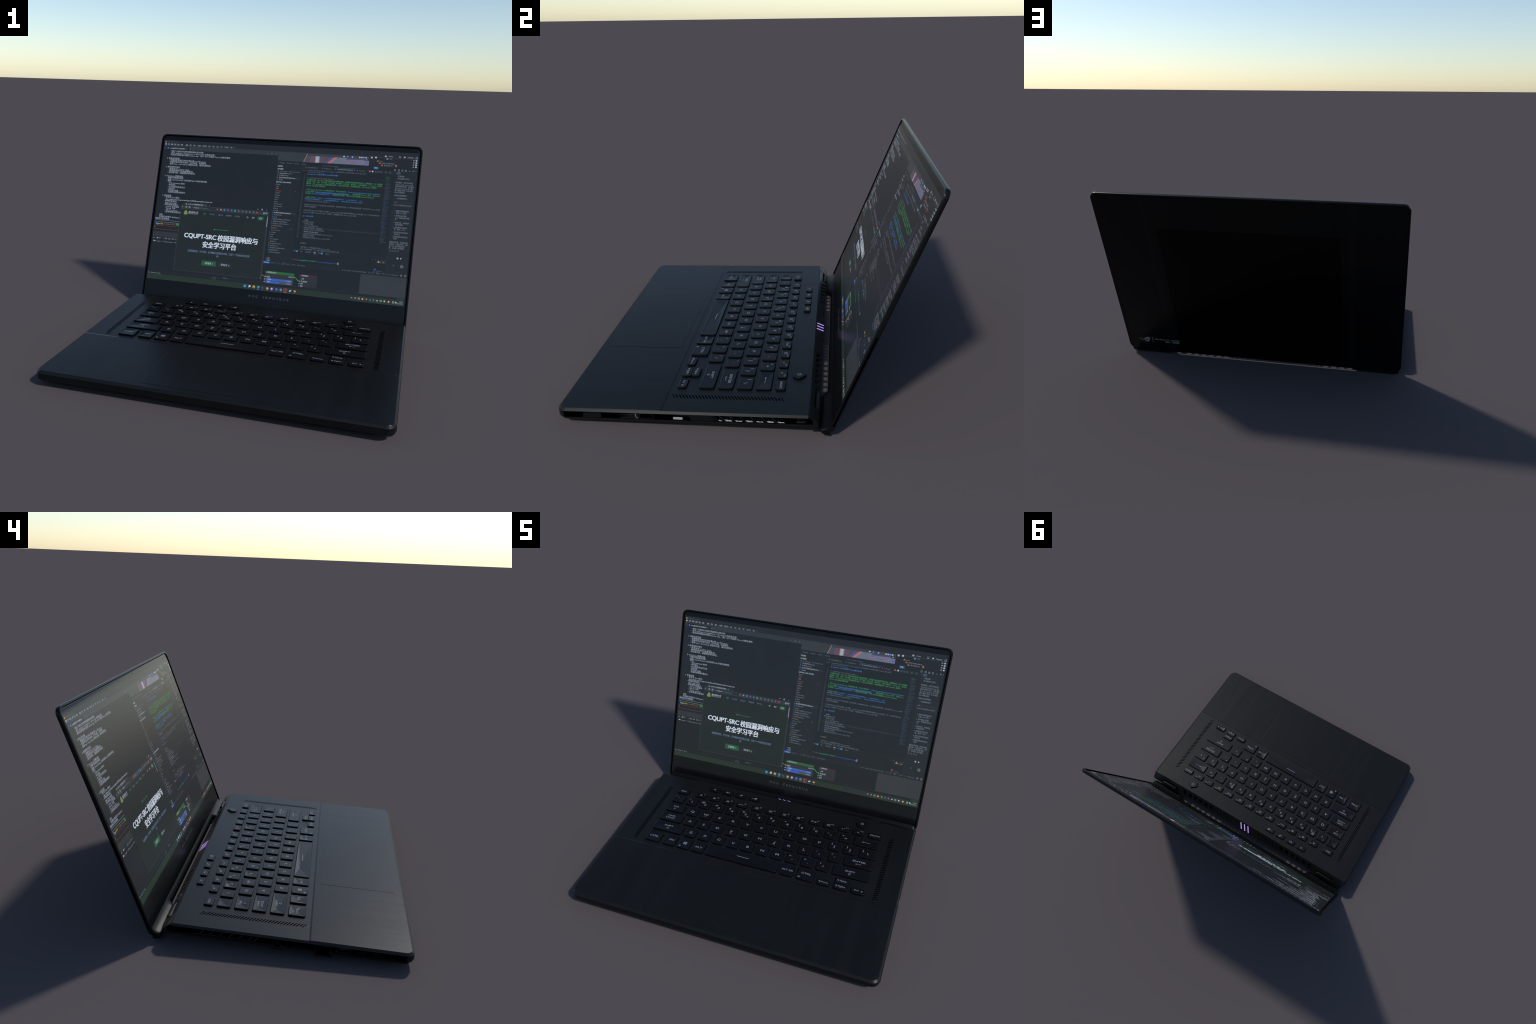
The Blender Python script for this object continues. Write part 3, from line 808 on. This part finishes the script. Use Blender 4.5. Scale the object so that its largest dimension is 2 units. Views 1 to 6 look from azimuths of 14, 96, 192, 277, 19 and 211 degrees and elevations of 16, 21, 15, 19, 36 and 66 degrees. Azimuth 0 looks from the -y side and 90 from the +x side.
# --- terminal window
w = Win(8)
w.rect(0, 46, 912, 73, (54, 59, 67))
w.rect(3, 50, 207, 73, (33, 38, 47), up=1)
w.rect(0, 73, 912, 716, (32, 37, 46))
w.frame(6, 57, 20, 70, 1.6, (90, 95, 104), up=2)
w.rect(30, 57, 42, 69, (70, 110, 230), up=2, r=3)
w.text("root@DESKTOP-NHM2EO1", 50, 63, W_TXT, 176, h=9, bold=0.01)
w.text("×", 186, 63, G_TXT, h=8)
w.text("+", 216, 62, G_TXT, h=9)
w.text("v", 240, 62, G_TXT, h=6)
w.rect(826, 59, 834, 60.5, D_TXT, up=2)
w.frame(858, 56, 867, 65, 1.4, D_TXT, up=2)
w.text("×", 893, 60, G_TXT, h=9)
T = [(57, 330, 86, "- 修复了过强的点光源在低角度偏色/溢色问题。"), (57, 424, 100, "- 改为 ambient + hemisphere + directional 的柔和光照。"), (57, 550, 114, "- 用低成本阴影替代高频 shadow map，减少 GPU 开销和 Three.js 控制台警告。"),
     (36, 138, 142, "3. 滚动浏览动画"), (57, 360, 156, "- 根据组件在视口中的位置计算 scrollProgress。"), (57, 364, 170, "- 合盖时笔记本自然合拢，打开过程，动效缓和。"), (57, 402, 185, "- 使用 lerp + smoothstep 做阻尼过渡，避免生硬跳变。"),
     (36, 152, 210, "4. 桌面拖拽与复位"), (57, 233, 225, "- 桌面支持 pointer drag。"), (56, 268, 239, "- 拖拽结束时可以缓慢复位。"), (56, 283, 253, "- 鼠标离开或，或触摸结束时复位。"),
     (37, 185, 280, "5. Kali Linux 屏幕动画"), (57, 196, 294, "- 屏幕不再是静态贴图。"), (57, 388, 309, "- 使用 CanvasTexture 动态绘制 Kali 风格终端界面。"), (57, 100, 321, "- 包含："),
     (72, 206, 335, "- Kali terminal 启动"), (72, 132, 350, "- 命令滚动"), (72, 212, 364, "- AI 风险评估生成日志"), (72, 132, 378, "- 光标闪烁"), (72, 160, 392, "- 命令输入动画"), (72, 220, 405, "- 扫描线和轻微屏幕发光"),
     (36, 110, 434, "6. 验证结果"), (57, 184, 447, "- 单文件 lint 通过："), (70, 446, 461, "npx eslint src/components/guest/KaliLaptopShowcase.tsx"), (57, 166, 475, "- 前端构建通过："), (68, 160, 489, "npm run build"), (57, 180, 503, "- 浏览器验证通过："),
     (71, 186, 517, "- Canvas 正常渲染"), (71, 156, 531, "- WebGL 可用"), (71, 176, 545, "- 无 JS errors"), (69, 212, 559, "- 没有明显性能回退"), (33, 62, 584, "说明："), (33, 212, 599, "构建仍会提示 KaliLaptop"), (5, 122, 615, "需要真实登录数据。")]
for a, b, y, t in T:
    w.text(t, a, y, (192, 196, 203), b, h=10.5, bold=0.01)
for y, c in ((628, (150, 155, 162)), (642, (150, 155, 162)), (670, (150, 76, 58)), (697, (150, 76, 58))):
    w.rect(3, y - 0.9, 204, y + 0.9, c, up=2)
w.rect(14, 648, 22, 662, (60, 140, 230), up=2, r=2)
w.text("gpt-5.5", 24, 655, (225, 200, 60), 75, h=10, bold=0.02)
w.text("| 128k/272k |", 84, 654, (170, 125, 50), 176, h=9)
w.rect(180, 645, 206, 660, (60, 140, 76), up=2, r=3)
w.text(">", 5, 682, (220, 222, 226), h=9)
w.out("terminal_window", parent=DISP)

# --- code editor window
w = Win(8)
w.rect(912, 111, 1920, 884, (33, 38, 46))
w.rect(912, 111, 1100, 884, (36, 41, 49), up=1)
w.rect(1100, 138, 1770, 162, (38, 43, 51), up=1)
w.rect(1340, 138, 1495, 140, (40, 110, 160), up=2)
w.rect(1770, 138, 1920, 884, (37, 42, 50), up=1)
w.rect(1100, 755, 1770, 757, (48, 53, 60), up=1)
w.rect(892, 858, 1920, 884, (36, 41, 48), up=1.5)
for a, b, t in ((930, 965, "Edit(E)"), (985, 1020, "Sel(S)"), (1038, 1072, "View(V)"), (1092, 1126, "Go(G)")):
    w.text(t, a, 126, D_TXT, b, h=8)
w.text("cqupt-src [WSL: Ubuntu]", 1250, 128, D_TXT, 1360, h=7)
w.rect(1614, 113, 1650, 131, (40, 96, 140), up=2, r=3)
w.text("更新", 1622, 122, W_TXT, 1642, h=9, up=4)
for x in (1760, 1788, 1812, 1836):
    w.frame(x, 124, x + 11, 135, 1.4, G_TXT, up=2)
w.rect(1862, 129, 1872, 131, G_TXT, up=2)
w.ring(1893, 129, 5, 1.4, G_TXT, up=2)
w.text("×", 1908, 129, G_TXT, h=9)
w.text("资源管理器", 918, 151, W_TXT, 955, h=9, bold=0.008)
w.text("打开的编辑器", 918, 172, W_TXT, 962, h=9, bold=0.02)
files = [(188, "Settings  Extensions", (200, 180, 60), D_TXT, 1088), (204, "REQUIREMENT.md  docs", (60, 150, 215), G_TXT, 1028), (219, "AI_SKILLS.md  docs", (60, 150, 215), G_TXT, 1006),
         (236, "AI_KNOWLEDGE_BASE.md docs", (60, 150, 215), W_TXT, 1060), (252, "Git Graph", (200, 70, 140), G_TXT, 968)]
w.rect(912, 228, 1092, 244, (46, 52, 61), up=2)
for y, t, c, tc, e in files:
    w.rect(923, y - 4, 928, y + 5, tuple(int(q * 0.85) for q in c), up=3, r=2)
    w.text(t, 938, y, tc, e, h=9, up=4)
w.text("CQUPT-SRC_1 [WSL: UBUNTU]", 918, 270, W_TXT, 1030, h=9, bold=0.015)
tree = [("agents", 952), ("certs", 944), ("CRB", 942), ("backend", 962), ("CQUPT", 954), ("database", 960), ("deploy", 952), ("docs", 944), ("api", 946), ("architecture", 984), ("deployment", 984), ("plans", 954), ("security", 960),
        ("AI_KNOWLEDGE_BASE.md", 1056), ("AI_SKILLS.md", 990), ("ai.md", 956), ("DEVELOPMENT_STATUS.md", 1056), ("HERMES_RUNTIME.md", 1034), ("PROJECT_STRUCTURE.md", 1046), ("TECH_STACK.md", 1004),
        ("frontend", 962), ("node_modules", 990), ("storage", 960), ("tests", 946), ("tmp", 942), (".env.example", 984), (".gitignore", 968), ("package-lock.json", 1010), ("package.json", 986), ("PROJECT_HANDOFF.md", 1040), ("README.md", 992), ("VibeCoding.md", 1008)]
for k, (t, e) in enumerate(tree):
    y = 287 + (791 - 287) * k / (len(tree) - 1)
    c = (205, 84, 70) if t == "backend" else (205, 140, 70) if t == "frontend" else W_TXT if k == 13 else D_TXT if t == "node_modules" else (145, 150, 158)
    if k == 13:
        w.rect(912, y - 8, 1092, y + 8, (46, 52, 61), up=2)
    if 13 <= k <= 19 or k >= 29:
        w.rect(920, y - 5, 923.5, y + 5, (44, 112, 160), up=3, r=1)
    if k in (27, 28):
        w.frame(914, y - 5, 922, y + 5, 1.6, (130, 122, 46), up=3)
    w.text(t, 930 if (13 <= k <= 19 or k >= 27) else 922, y, c, e, h=9, up=4, bold=0.01 if k == 13 else 0.0)
w.disc(1070, 332, 2.5, (190, 80, 66), up=3)
w.disc(1070, 612, 2.5, (190, 140, 66), up=3)
w.rect(914, 640, 915.5, 705, (110, 116, 124), up=2)
w.text("> 大纲", 908, 838, G_TXT, 936, h=9)
w.text("> 时间线", 908, 853, G_TXT, 940, h=9)
w.rect(893, 862, 940, 876, (36, 108, 205), up=3)
w.text("Ubuntu", 902, 869, W_TXT, 934, h=8, up=5)
w.text("  main*  O   x   ⊘ 0 △ 2   W 0   Git Graph", 948, 868, D_TXT, 1205, h=8)
w.text("Ln 20, Col 88   UTF-8 with BOM CRLF", 1472, 870, D_TXT, 1640, h=8)
w.text("行 1, 列 1   空格: 2   UTF-8   LF   { } Markdown", 1656, 869, D_TXT, 1860, h=8)
w.ring(1880, 868, 6, 2, G_TXT, up=2)
w.frame(1902, 862, 1913, 874, 1.6, G_TXT, up=2)
for a, b, t, c in ((1140, 1215, "REQUIREMENT.md", D_TXT), (1262, 1316, "AI_SKILLS.md", D_TXT), (1360, 1470, "AI_KNOWLEDGE_BASE.md", G_TXT), (1516, 1556, "Git Graph", D_TXT)):
    w.rect(a - 15, 144, a - 11, 154, (48, 124, 180) if t != "Git Graph" else (190, 60, 130), up=2, r=2)
    w.text(t, a, 149, c, b, h=8)
w.text("×", 1480, 148, G_TXT, h=8)
w.rect(1586, 143, 1597, 154, (205, 96, 70), up=2, r=3)
w.disc(1611, 149, 6, (205, 208, 212), up=2)
for x in (1628, 1648, 1668, 1700, 1730):
    w.frame(x, 144, x + 10, 154, 1.4, D_TXT, up=2)
w.text("docs >", 1110, 170, D_TXT, 1136, h=8)
w.text("AI_KNOWLEDGE_BASE.md > # cqupt-src AI 知识库与 Skill 提升方案 > ## 1. 核心边界", 1147, 170, D_TXT, 1567, h=8)
w.text("You, 2 weeks ago | 1 author (You)", 1147, 182, D_TXT, 1262, h=7)
for k in range(34):
    w.text(str(k + 1), 1127, 196 + 14.15 * k, D_TXT, h=7, align="r", up=2)
BL, GR = (74, 152, 230), (76, 178, 96)
code = [(196, [(1145, 1367, "# cqupt-src AI 知识库与 Skill 提升方案", BL)]), (225, [(1144, 1342, "<!-- CQUPT-SRC-DOCS-SYNC:START -->", D_TXT)]),
        (239, [(1146, 1690, "> 文档同步状态：2026-05-16 已按当前权限与知识库模块更新，当前事实以后端源码及PRISMA、前端路由和。MVP 主线覆盖", GR)]),
        (253, [(1146, 1688, "知识库、证书、公告、学习资源、统计管理、用户管理、审计日志、账号中心、安全设置接入、AI Gateway、私有化", GR)]),
        (267, [(1146, 1650, "模型评、AI Knowledge Base 的基线结构边界、AI 能力边界说明，权限模型边界，Skill Candidate 审核与", GR)]),
        (281, [(1146, 1288, "Hermes Skill 固化流程说明。", GR)]), (310, [(1146, 1440, "> 平台 Hermes 与 Kali Hermes 应用边界分离，平台只读取本仓", GR), (1450, 1680, "`/home/ronning/cqupt-src-hermes-linux/`", BL)]),
        (324, [(1146, 1218, "Docker 部署（", GR), (1221, 1458, "http://localhost:3000/api/internal/chat/public", BL), (1468, 1682, "），模型层复用为 DeepSeek 系列，“以后 Kali 上", GR)]),
        (338, [(1146, 1184, "只调用", GR), (1190, 1325, "`/home/ronning/.hermes/`", BL), (1335, 1640, "、逻辑迁移后仍连接，不经 AI 网关自动接通 OpenAI AI Gateway。", GR)]),
        (367, [(1146, 1224, "> 权威入口文档。", GR), (1230, 1560, "`docs/AI.md` 、 `docs/AI_KNOWLEDGE_BASE.md` 、 `docs/AI_SKILLS.md` 、 `docs/", BL)]),
        (380, [(1146, 1569, "HERMES_RUNTIME.md` 、 `docs/api/README.md` 、 `database/prisma/schema.prisma`。", BL)]), (394, [(1147, 1330, "<!-- CQUPT-SRC-DOCS-SYNC:END -->", D_TXT)]),
        (422, [(1147, 1690, "本文约定 CQUPT-SRC 平台“知识库”AI 知识边界、逻辑结构与步骤、AI 评判与知识的边界、安全约束与 Hermes Skill 的", D_TXT)]), (436, [(1147, 1238, "沉淀与治理规则。", D_TXT)]),
        (464, [(1147, 1688, "平台运行的产品 AI 能力主要由一方“服务”、Hermes Agent 后续负责做检索增强的 skill 沉淀流程，是一个长效环节的平台", D_TXT)]), (479, [(1146, 1530, "Markdown 文档库 PostgreSQL 主库，元数据，不需要额外引入 Hermes skills 流程。", D_TXT)]),
        (506, [(1145, 1222, "## 1. 核心边界", (70, 150, 225))]), (534, [(1163, 1188, "text", G_TXT)]), (549, [(1148, 1232, "云知识模块的边界", D_TXT)]), (563, [(1158, 1226, "- 数据与归档", D_TXT)]), (577, [(1158, 1266, "- AI + 知识库文本", D_TXT)]),
        (591, [(1158, 1296, "- 案例知识库检索 / 评估模型", D_TXT)]), (605, [(1158, 1312, "- 支持自定义知识卡片管理与审核", D_TXT)]), (619, [(1158, 1272, "- AI Knowledge Base", G_TXT)]), (634, [(1158, 1376, "- 从处理反馈自动获取候选与 Skill Candidate", D_TXT)]),
        (648, [(1158, 1244, "- 管理员二次审核", D_TXT)]), (662, [(1158, 1358, "- 审核自检与完成 Hermes skills 沉淀", D_TXT)]), (705, [(1146, 1195, "必须遵守：", D_TXT)]), (734, [(1150, 1370, "- 用户输入一个明确知识记录 Hermes Skill。", D_TXT)]), (748, [(1150, 1440, "- 在 AI 与产品侧确认以，生产、测试与审核口径中产生知识候选 AI 结论。", D_TXT)])]
w.rect(1140, 584, 1700, 598, (40, 46, 54), up=1)
w.text("You, 10 hours ago · feat(knowledge): add hermes skill candidate review flow", 1340, 591, (66, 72, 80), 1680, h=8)
for y, parts in code:
    for a, b, t, c in parts:
        w.text(t, a, y, c, b, h=8.6, up=3)
w.rect(1221, 330, 1458, 331.5, BL, up=3)
rnd = random.Random(3)
for k in range(120):
    y = 181 + 4.0 * k
    a = 1706 + rnd.choice((0, 0, 4, 8))
    w.rect(a, y, a + rnd.uniform(6, 46), y + 1.4, (44, 120, 60) if k < 5 else (40, 80, 120) if rnd.random() < 0.22 else (74, 80, 88), up=2)
# chat column
w.text("CODEX", 1779, 148, G_TXT, 1806, h=8)
w.rect(1777, 157, 1808, 158.5, (60, 130, 190), up=2)
for y, a, b, t in ((172, 1792, 1838, "修复结果。"), (189, 1790, 1876, "移动端展示已优化。"), (217, 1779, 1896, "收到截图，当前已修改的"), (231, 1782, 1898, "KaliLaptopShowcase.tsx 组"), (245, 1779, 1906, "以滚动进度与共用，且改善面"), (259, 1781, 1900, "的 Camera/Laptop 从下面"), (273, 1779, 1906, "置于模型“笔记”GLB 模型。"), (287, 1779, 1850, "Kali 终端贴图。"),
                   (309, 1779, 1862, "桌面以后的使用路径"), (330, 1794, 1870, "1. 先回看模块优化。"), (356, 1784, 1800, "text"), (377, 1784, 1904, "frontend/public/models/"), (419, 1793, 1892, "2. 重新检查模型结构，"), (433, 1802, 1876, "设置 mesh 名称。"), (453, 1793, 1876, "3. 若存在独立屏幕"), (467, 1800, 1898, "mesh，则直接贴动态材质"), (480, 1800, 1812, "质。"),
                   (502, 1793, 1896, "4. 如果没有，按相机面"), (516, 1802, 1860, "片叠加屏幕。"), (536, 1793, 1888, "5. 调整屏幕与后的位"), (550, 1800, 1880, "置、朝向、尺寸。"), (570, 1793, 1896, "6. 绑定滚动进度动画到"), (584, 1802, 1846, "笔电开合。"), (601, 1793, 1896, "7. 再做桌面布局和相机收"), (615, 1802, 1828, "敛验收。"),
                   (640, 1778, 1902, "最稳的是先做：把当前装载"), (654, 1778, 1906, "最后第一个模型转场，让终"), (668, 1778, 1884, "端 WSL 和系统能连续"), (682, 1778, 1884, "用，也能接入真实数据。")):
    w.text(t, a, y, (140, 145, 152), b, h=9, up=3, bold=0.012 if y == 309 else 0.0)
w.rect(1776, 346, 1910, 388, (42, 47, 55), up=2)
for x in (1782, 1800, 1818, 1836):
    w.frame(x, 696, x + 9, 706, 1.3, D_TXT, up=2)
w.rect(1838, 746, 1850, 757, G_TXT, up=2, r=2)
w.rect(1862, 747, 1870, 755, (200, 203, 207), up=2)
w.disc(1878, 806, 11, (120, 124, 130), up=2)
w.disc(1878, 806, 5, (60, 64, 70), up=3)
w.ring(1822, 803, 6, 1.8, (50, 130, 180), up=2)
w.rect(1700, 780, 1765, 798, (48, 50, 52), up=2, r=3)
w.rect(1712, 783, 1722, 794, (205, 160, 100), up=3, r=2)
w.text("n... △", 1724, 789, (205, 170, 110), 1758, h=8, up=3)
for x, c in ((1690, (60, 130, 190)), (1698, (190, 70, 66))):
    w.rect(x, 838, x + 5, 848, c, up=2)
w.rect(1690, 852, 1695, 860, (60, 130, 190), up=2)
w.text("⊡ F-P...", 1712, 854, D_TXT, 1750, h=8)
# panel and shell line
for a, b, t, c in ((1107, 1124, "问题", D_TXT), (1158, 1172, "输出", D_TXT), (1194, 1236, "调试控制台", D_TXT), (1254, 1270, "终端", W_TXT), (1286, 1304, "端口", D_TXT), (1338, 1366, "GITLENS", D_TXT)):
    w.text(t, a, 767, c, b, h=8)
w.disc(1133, 767, 7, (58, 150, 205), up=2)
w.rect(1306, 760, 1321, 774, (58, 150, 205), up=2, r=7)
w.rect(1254, 778, 1272, 779.5, (60, 130, 190), up=2)
w.text("○ (.venv)", 1107, 829, D_TXT, 1149, h=8)
w.text("ronning@DESKTOP-NHM2EO1", 1152, 829, (50, 150, 100), 1280, h=9, bold=0.02)
w.text(":~/projects/cqupt-src-1.0", 1283, 829, (52, 100, 190), 1424, h=9, bold=0.02)
w.text("#", 1428, 829, W_TXT, h=8)
w.frame(1434, 821, 1441, 837, 1.4, W_TXT, up=2)
for x in (1668, 1690, 1712, 1740, 1760):
    w.rect(x, 774, x + 8, 776, D_TXT, up=2)
w.out("code_editor_window", parent=DISP)

# --- browser window
w = Win(16)
w.rect(203, 474, 892, 500, (33, 37, 45), r=5)
w.rect(203, 496, 892, 524, (52, 57, 65), up=1)
w.rect(226, 478, 412, 500, (50, 55, 63), up=1.5, r=4)
w.rect(203, 524, 892, 995, (35, 43, 46), up=1)
w.frame(203, 524, 892, 996, 1.8, (76, 82, 90), up=2)
w.rect(881, 524, 891, 994, (50, 56, 60), up=2.5)
w.rect(883.5, 541, 889, 612, (150, 155, 162), up=3, r=2)
w.shape([(886.5, 530), (889.5, 535), (883.5, 535)][::-1], (150, 155, 162), up=3)
w.shape([(886.5, 990), (889.5, 985), (883.5, 985)], (170, 175, 180), up=3)
w.text("v", 214, 487, G_TXT, h=5, up=3)
w.shape([(242, 481), (248, 492), (236, 492)][::-1], (150, 190, 90), up=3)
w.text("CQUPT-SRC 校园漏洞响应与安全...", 254, 488, W_TXT, 384, h=8.5, up=3)
w.text("×", 396, 488, W_TXT, h=8, up=3)
w.text("+", 424, 488, G_TXT, h=10, up=3)
w.rect(800, 484, 810, 486, W_TXT, up=3)
w.frame(834, 480, 844, 490, 1.8, W_TXT, up=3)
w.text("×", 868, 486, W_TXT, h=10, up=3)
w.text("←", 208, 511, W_TXT, h=9, up=3)
w.ring(245, 511, 6, 1.8, W_TXT, up=3)
w.frame(266, 505, 277, 517, 1.8, W_TXT, up=3)
w.rect(286, 501, 505, 521, (42, 47, 55), up=2, r=9)
w.ring(298, 511, 5, 1.5, D_TXT, up=3)
w.text("localhost", 308, 511, W_TXT, 348, h=9, up=3, bold=0.01)
w.text(":5173/zh/home", 350, 511, D_TXT, 430, h=9, up=3)
w.ring(494, 511, 5, 1.5, G_TXT, up=3)
for x, c in ((522, (190, 130, 110)), (549, (60, 140, 210)), (577, (200, 60, 70)), (605, (60, 110, 230)), (632, (60, 180, 110))):
    w.rect(x - 6, 505, x + 6, 517, c, up=3, r=3)
w.rect(571, 505, 582, 510, (70, 100, 210), up=4)
for x in (660, 692, 720, 747, 775):
    w.ring(x, 511, 6, 1.8, (160, 165, 172), up=3, n=6)
w.shape([(792, 515), (800, 505), (812, 507), (806, 517)][::-1], (215, 70, 60), up=3)
w.text("···", 822, 511, G_TXT, h=9, up=3)
for k, c in enumerate(((60, 130, 230), (210, 80, 160), (230, 150, 60), (60, 180, 140))):
    a = math.pi / 2 * k
    w.shape([(856, 511)] + [(856 + 8 * math.cos(a + q), 511 - 8 * math.sin(a + q)) for q in (0, 0.5, 1.05, 1.57)], c, up=3)
w.text("菜单", 866, 511, W_TXT, 882, h=9, up=3, bold=0.02)
# page
w.shape([(246, 535), (254, 541), (261, 562), (258, 568), (234, 568), (231, 562), (238, 541)][::-1], (170, 172, 84), up=3)
w.shape([(246, 539), (252, 544), (257, 561), (255, 564), (237, 564), (235, 561), (240, 544)][::-1], (98, 140, 72), up=4)
w.ring(246, 553, 7, 2.2, (190, 190, 100), up=5)
w.text("重庆邮电大学", 268, 549, W_TXT, 346, h=14, up=3)
w.rect(268, 560, 345, 561.6, G_TXT, up=3)
for a, b, t, c in ((389, 409, "首页", (70, 170, 100)), (437, 475, "平台介绍", (116, 142, 176)), (502, 542, "公告公示", (116, 142, 176)), (568, 610, "荣誉榜单", (116, 142, 176)), (634, 674, "关于平台", (116, 142, 176))):
    w.text(t, a, 552, c, b, h=9.5, up=3, bold=0.008)
w.ring(734, 552, 6, 1.8, W_TXT, up=3, n=9)
w.text("登录", 768, 552, W_TXT, 788, h=9.5, up=3)
w.rect(811, 538, 857, 566, (40, 98, 62), up=3, r=6)
w.text("注册", 823, 552, (215, 220, 218), 845, h=10, up=5, bold=0.012)
w.disc(490, 664, 4.5, (70, 180, 110), up=3)
w.text("SECURE PLATFORM LIVE", 499, 664, (64, 150, 96), 598, h=7, up=3, bold=0.01)
# heading in heavy strokes: each line is drawn three times, slightly spread
for k, dx in enumerate((-1.8, 0.0, 1.8)):
    for dy in (-0.8, 0.8):
        q = 3 + k * 0.7 + (0.35 if dy > 0 else 0)
        w.text("CQUPT-SRC", 258.3 + dx, 724 + dy, (236, 240, 246), 511.7 + dx, h=34, up=q, res=4)
        w.text("校园漏洞响应与", 524.3 + dx, 727 + dy, (236, 240, 246), 831.7 + dx, h=36, up=q, res=4)
        w.text("安全学习平台", 412.3 + dx, 785 + dy, (236, 240, 246), 673.7 + dx, h=36, up=q, res=4)
w.text("连接漏洞响应、学习实践、证书激励与校园安全共建，打造下一代高校信息安全防", 300, 840, (128, 152, 188), 784, h=13, up=3, bold=0.008)
w.text("线。", 530, 863, (128, 152, 188), 552, h=12, up=3)
w.rect(421, 903, 535, 941, (44, 100, 66), up=3, r=7)
w.text("立即登录  >", 445, 922, (225, 230, 228), 512, h=13, up=5, bold=0.012)
w.rect(546, 903, 664, 941, (40, 47, 52), up=3, r=7)
w.text("查询证书  Q", 573, 922, (205, 210, 212), 640, h=13, up=5, bold=0.012)
w.out("browser_window", parent=DISP)

# --- task bar
w = Win(20)
for k in range(24):
    x0, x1 = 80 * k, 80 * (k + 1)
    g = 0.5 + 0.5 * math.sin(k * 0.9 + 0.6) if 6 < k < 20 else 1.0
    c = (int(44 - 4 * g), int(52 + 4 * g), int(54 - 8 * g))
    w.rect(x0, 1039, x1, 1080, c)
def icon(x, c, up=2, r=4, s=9):
    w.rect(x - s, 1058 - s, x + s, 1058 + s, c, up=up, r=r)
X = [776 + 33.8 * k for k in range(12)]
for a in (-9, 0.8):
    for b in (-9, 0.8):
        w.rect(X[0] + a, 1058 + b, X[0] + a + 8.4, 1058 + b + 8.4, (60, 170, 235), up=2)
w.rect(X[1] - 9, 1052, X[1] + 4, 1066, (150, 154, 160), up=2, r=2); w.rect(X[1] - 3, 1049, X[1] + 9, 1062, (225, 228, 232), up=3, r=2)
w.rect(X[2] - 9, 1049, X[2] + 9, 1066, (225, 175, 70), up=2, r=2); w.rect(X[2] - 4, 1060, X[2] + 5, 1067, (60, 110, 200), up=3)
w.disc(X[3], 1058, 10, (40, 120, 200), up=2); w.shape([(X[3] - 4, 1048), (X[3] + 9, 1050), (X[3] + 9, 1060), (X[3], 1058)][::-1], (70, 200, 150), up=3)
w.rect(X[3] - 7, 1073, X[3] + 7, 1076, (60, 160, 220), up=2, r=1)
w.rect(X[4] - 9, 1049, X[4] + 9, 1067, (56, 60, 64), up=2, r=3); w.text(">_", X[4] - 7, 1057, W_TXT, X[4] + 8, h=8, up=4)
for q, c in ((90, (215, 75, 60)), (210, (70, 170, 90)), (330, (225, 190, 70))):
    w.shape([(X[5], 1058)] + [(X[5] + 10 * math.cos(math.radians(q + d)), 1058 - 10 * math.sin(math.radians(q + d))) for d in (-60, -30, 0, 30, 60)], c, up=2)
w.disc(X[5], 1058, 5, (225, 228, 232), up=3); w.disc(X[5], 1058, 3.6, (70, 120, 220), up=4)
w.disc(X[6], 1058, 10, (175, 110, 215), up=2); w.disc(X[6], 1058, 5, (235, 215, 240), up=3)
w.shape([(X[7] + 4, 1048), (X[7] + 9, 1050), (X[7] + 9, 1066), (X[7] + 4, 1068), (X[7] - 9, 1060), (X[7] - 9, 1056)][::-1], (50, 130, 215), up=2)
w.disc(X[8], 1058, 9, (150, 165, 195), up=2, n=8); w.disc(X[8], 1058, 4, (50, 60, 80), up=3)
w.rect(X[9] - 14, 1044, X[9] + 14, 1073, (150, 70, 82), up=2, r=3); w.rect(X[9] - 9, 1049, X[9] + 9, 1066, (44, 30, 30), up=3); w.text("IT", X[9] - 6, 1057, (220, 140, 60), X[9] + 6, h=10, up=5, bold=0.02)
w.rect(X[9] - 10, 1071, X[9] + 10, 1074, (220, 110, 120), up=4)
w.disc(X[10] - 3, 1060, 6, (90, 140, 210), up=2); w.shape([(X[10] - 6, 1058), (X[10] + 9, 1050), (X[10] + 7, 1060), (X[10] - 2, 1066)][::-1], (225, 230, 236), up=3)
w.disc(X[11] + 2, 1058, 8, (220, 120, 60), up=2); w.disc(X[11] + 4, 1058, 4, (235, 225, 220), up=3); w.rect(X[11] - 9, 1052, X[11] + 2, 1055, (220, 120, 60), up=2)
for k in (2, 4, 5, 6, 7, 8, 10, 11):
    w.rect(X[k] - 3, 1073, X[k] + 3, 1075, (140, 145, 150), up=2)
w.shape([(1550, 1060), (1557, 1054), (1564, 1060)][::-1], (205, 208, 212), up=2)
tray = [(1583, (210, 130, 70)), (1608, (190, 194, 198)), (1633, (225, 110, 90)), (1660, (190, 140, 90)), (1684, (50, 130, 230)), (1709, (205, 80, 140)), (1733, (160, 190, 230)), (1759, (190, 194, 198)), (1784, (205, 208, 212)), (1813, (225, 110, 100)), (1844, (205, 208, 212)), (1862, (190, 194, 198))]
for k, (x, c) in enumerate(tray):
    if k in (2, 9):
        w.disc(x, 1058, 7.5, c, up=2); w.disc(x, 1058, 3.5, (235, 220, 215), up=3)
    elif k in (1, 7, 10):
        w.ring(x, 1058, 7, 2.6, c, up=2)
    elif k in (4, 6):
        w.shape([(x - 7, 1060), (x + 7, 1052), (x + 5, 1063), (x - 2, 1064)][::-1], c, up=2)
    else:
        w.rect(x - 5, 1052, x + 5, 1063, c, up=2, r=3)
w.text("15:32", 1886, 1050, W_TXT, 1908, h=8)
w.text("2026/5/21", 1866, 1063, W_TXT, 1908, h=8)
w.text("⚙ 4.5.4", 1870, 1031, D_TXT, 1912, h=7)
w.out("task_bar", parent=DISP)
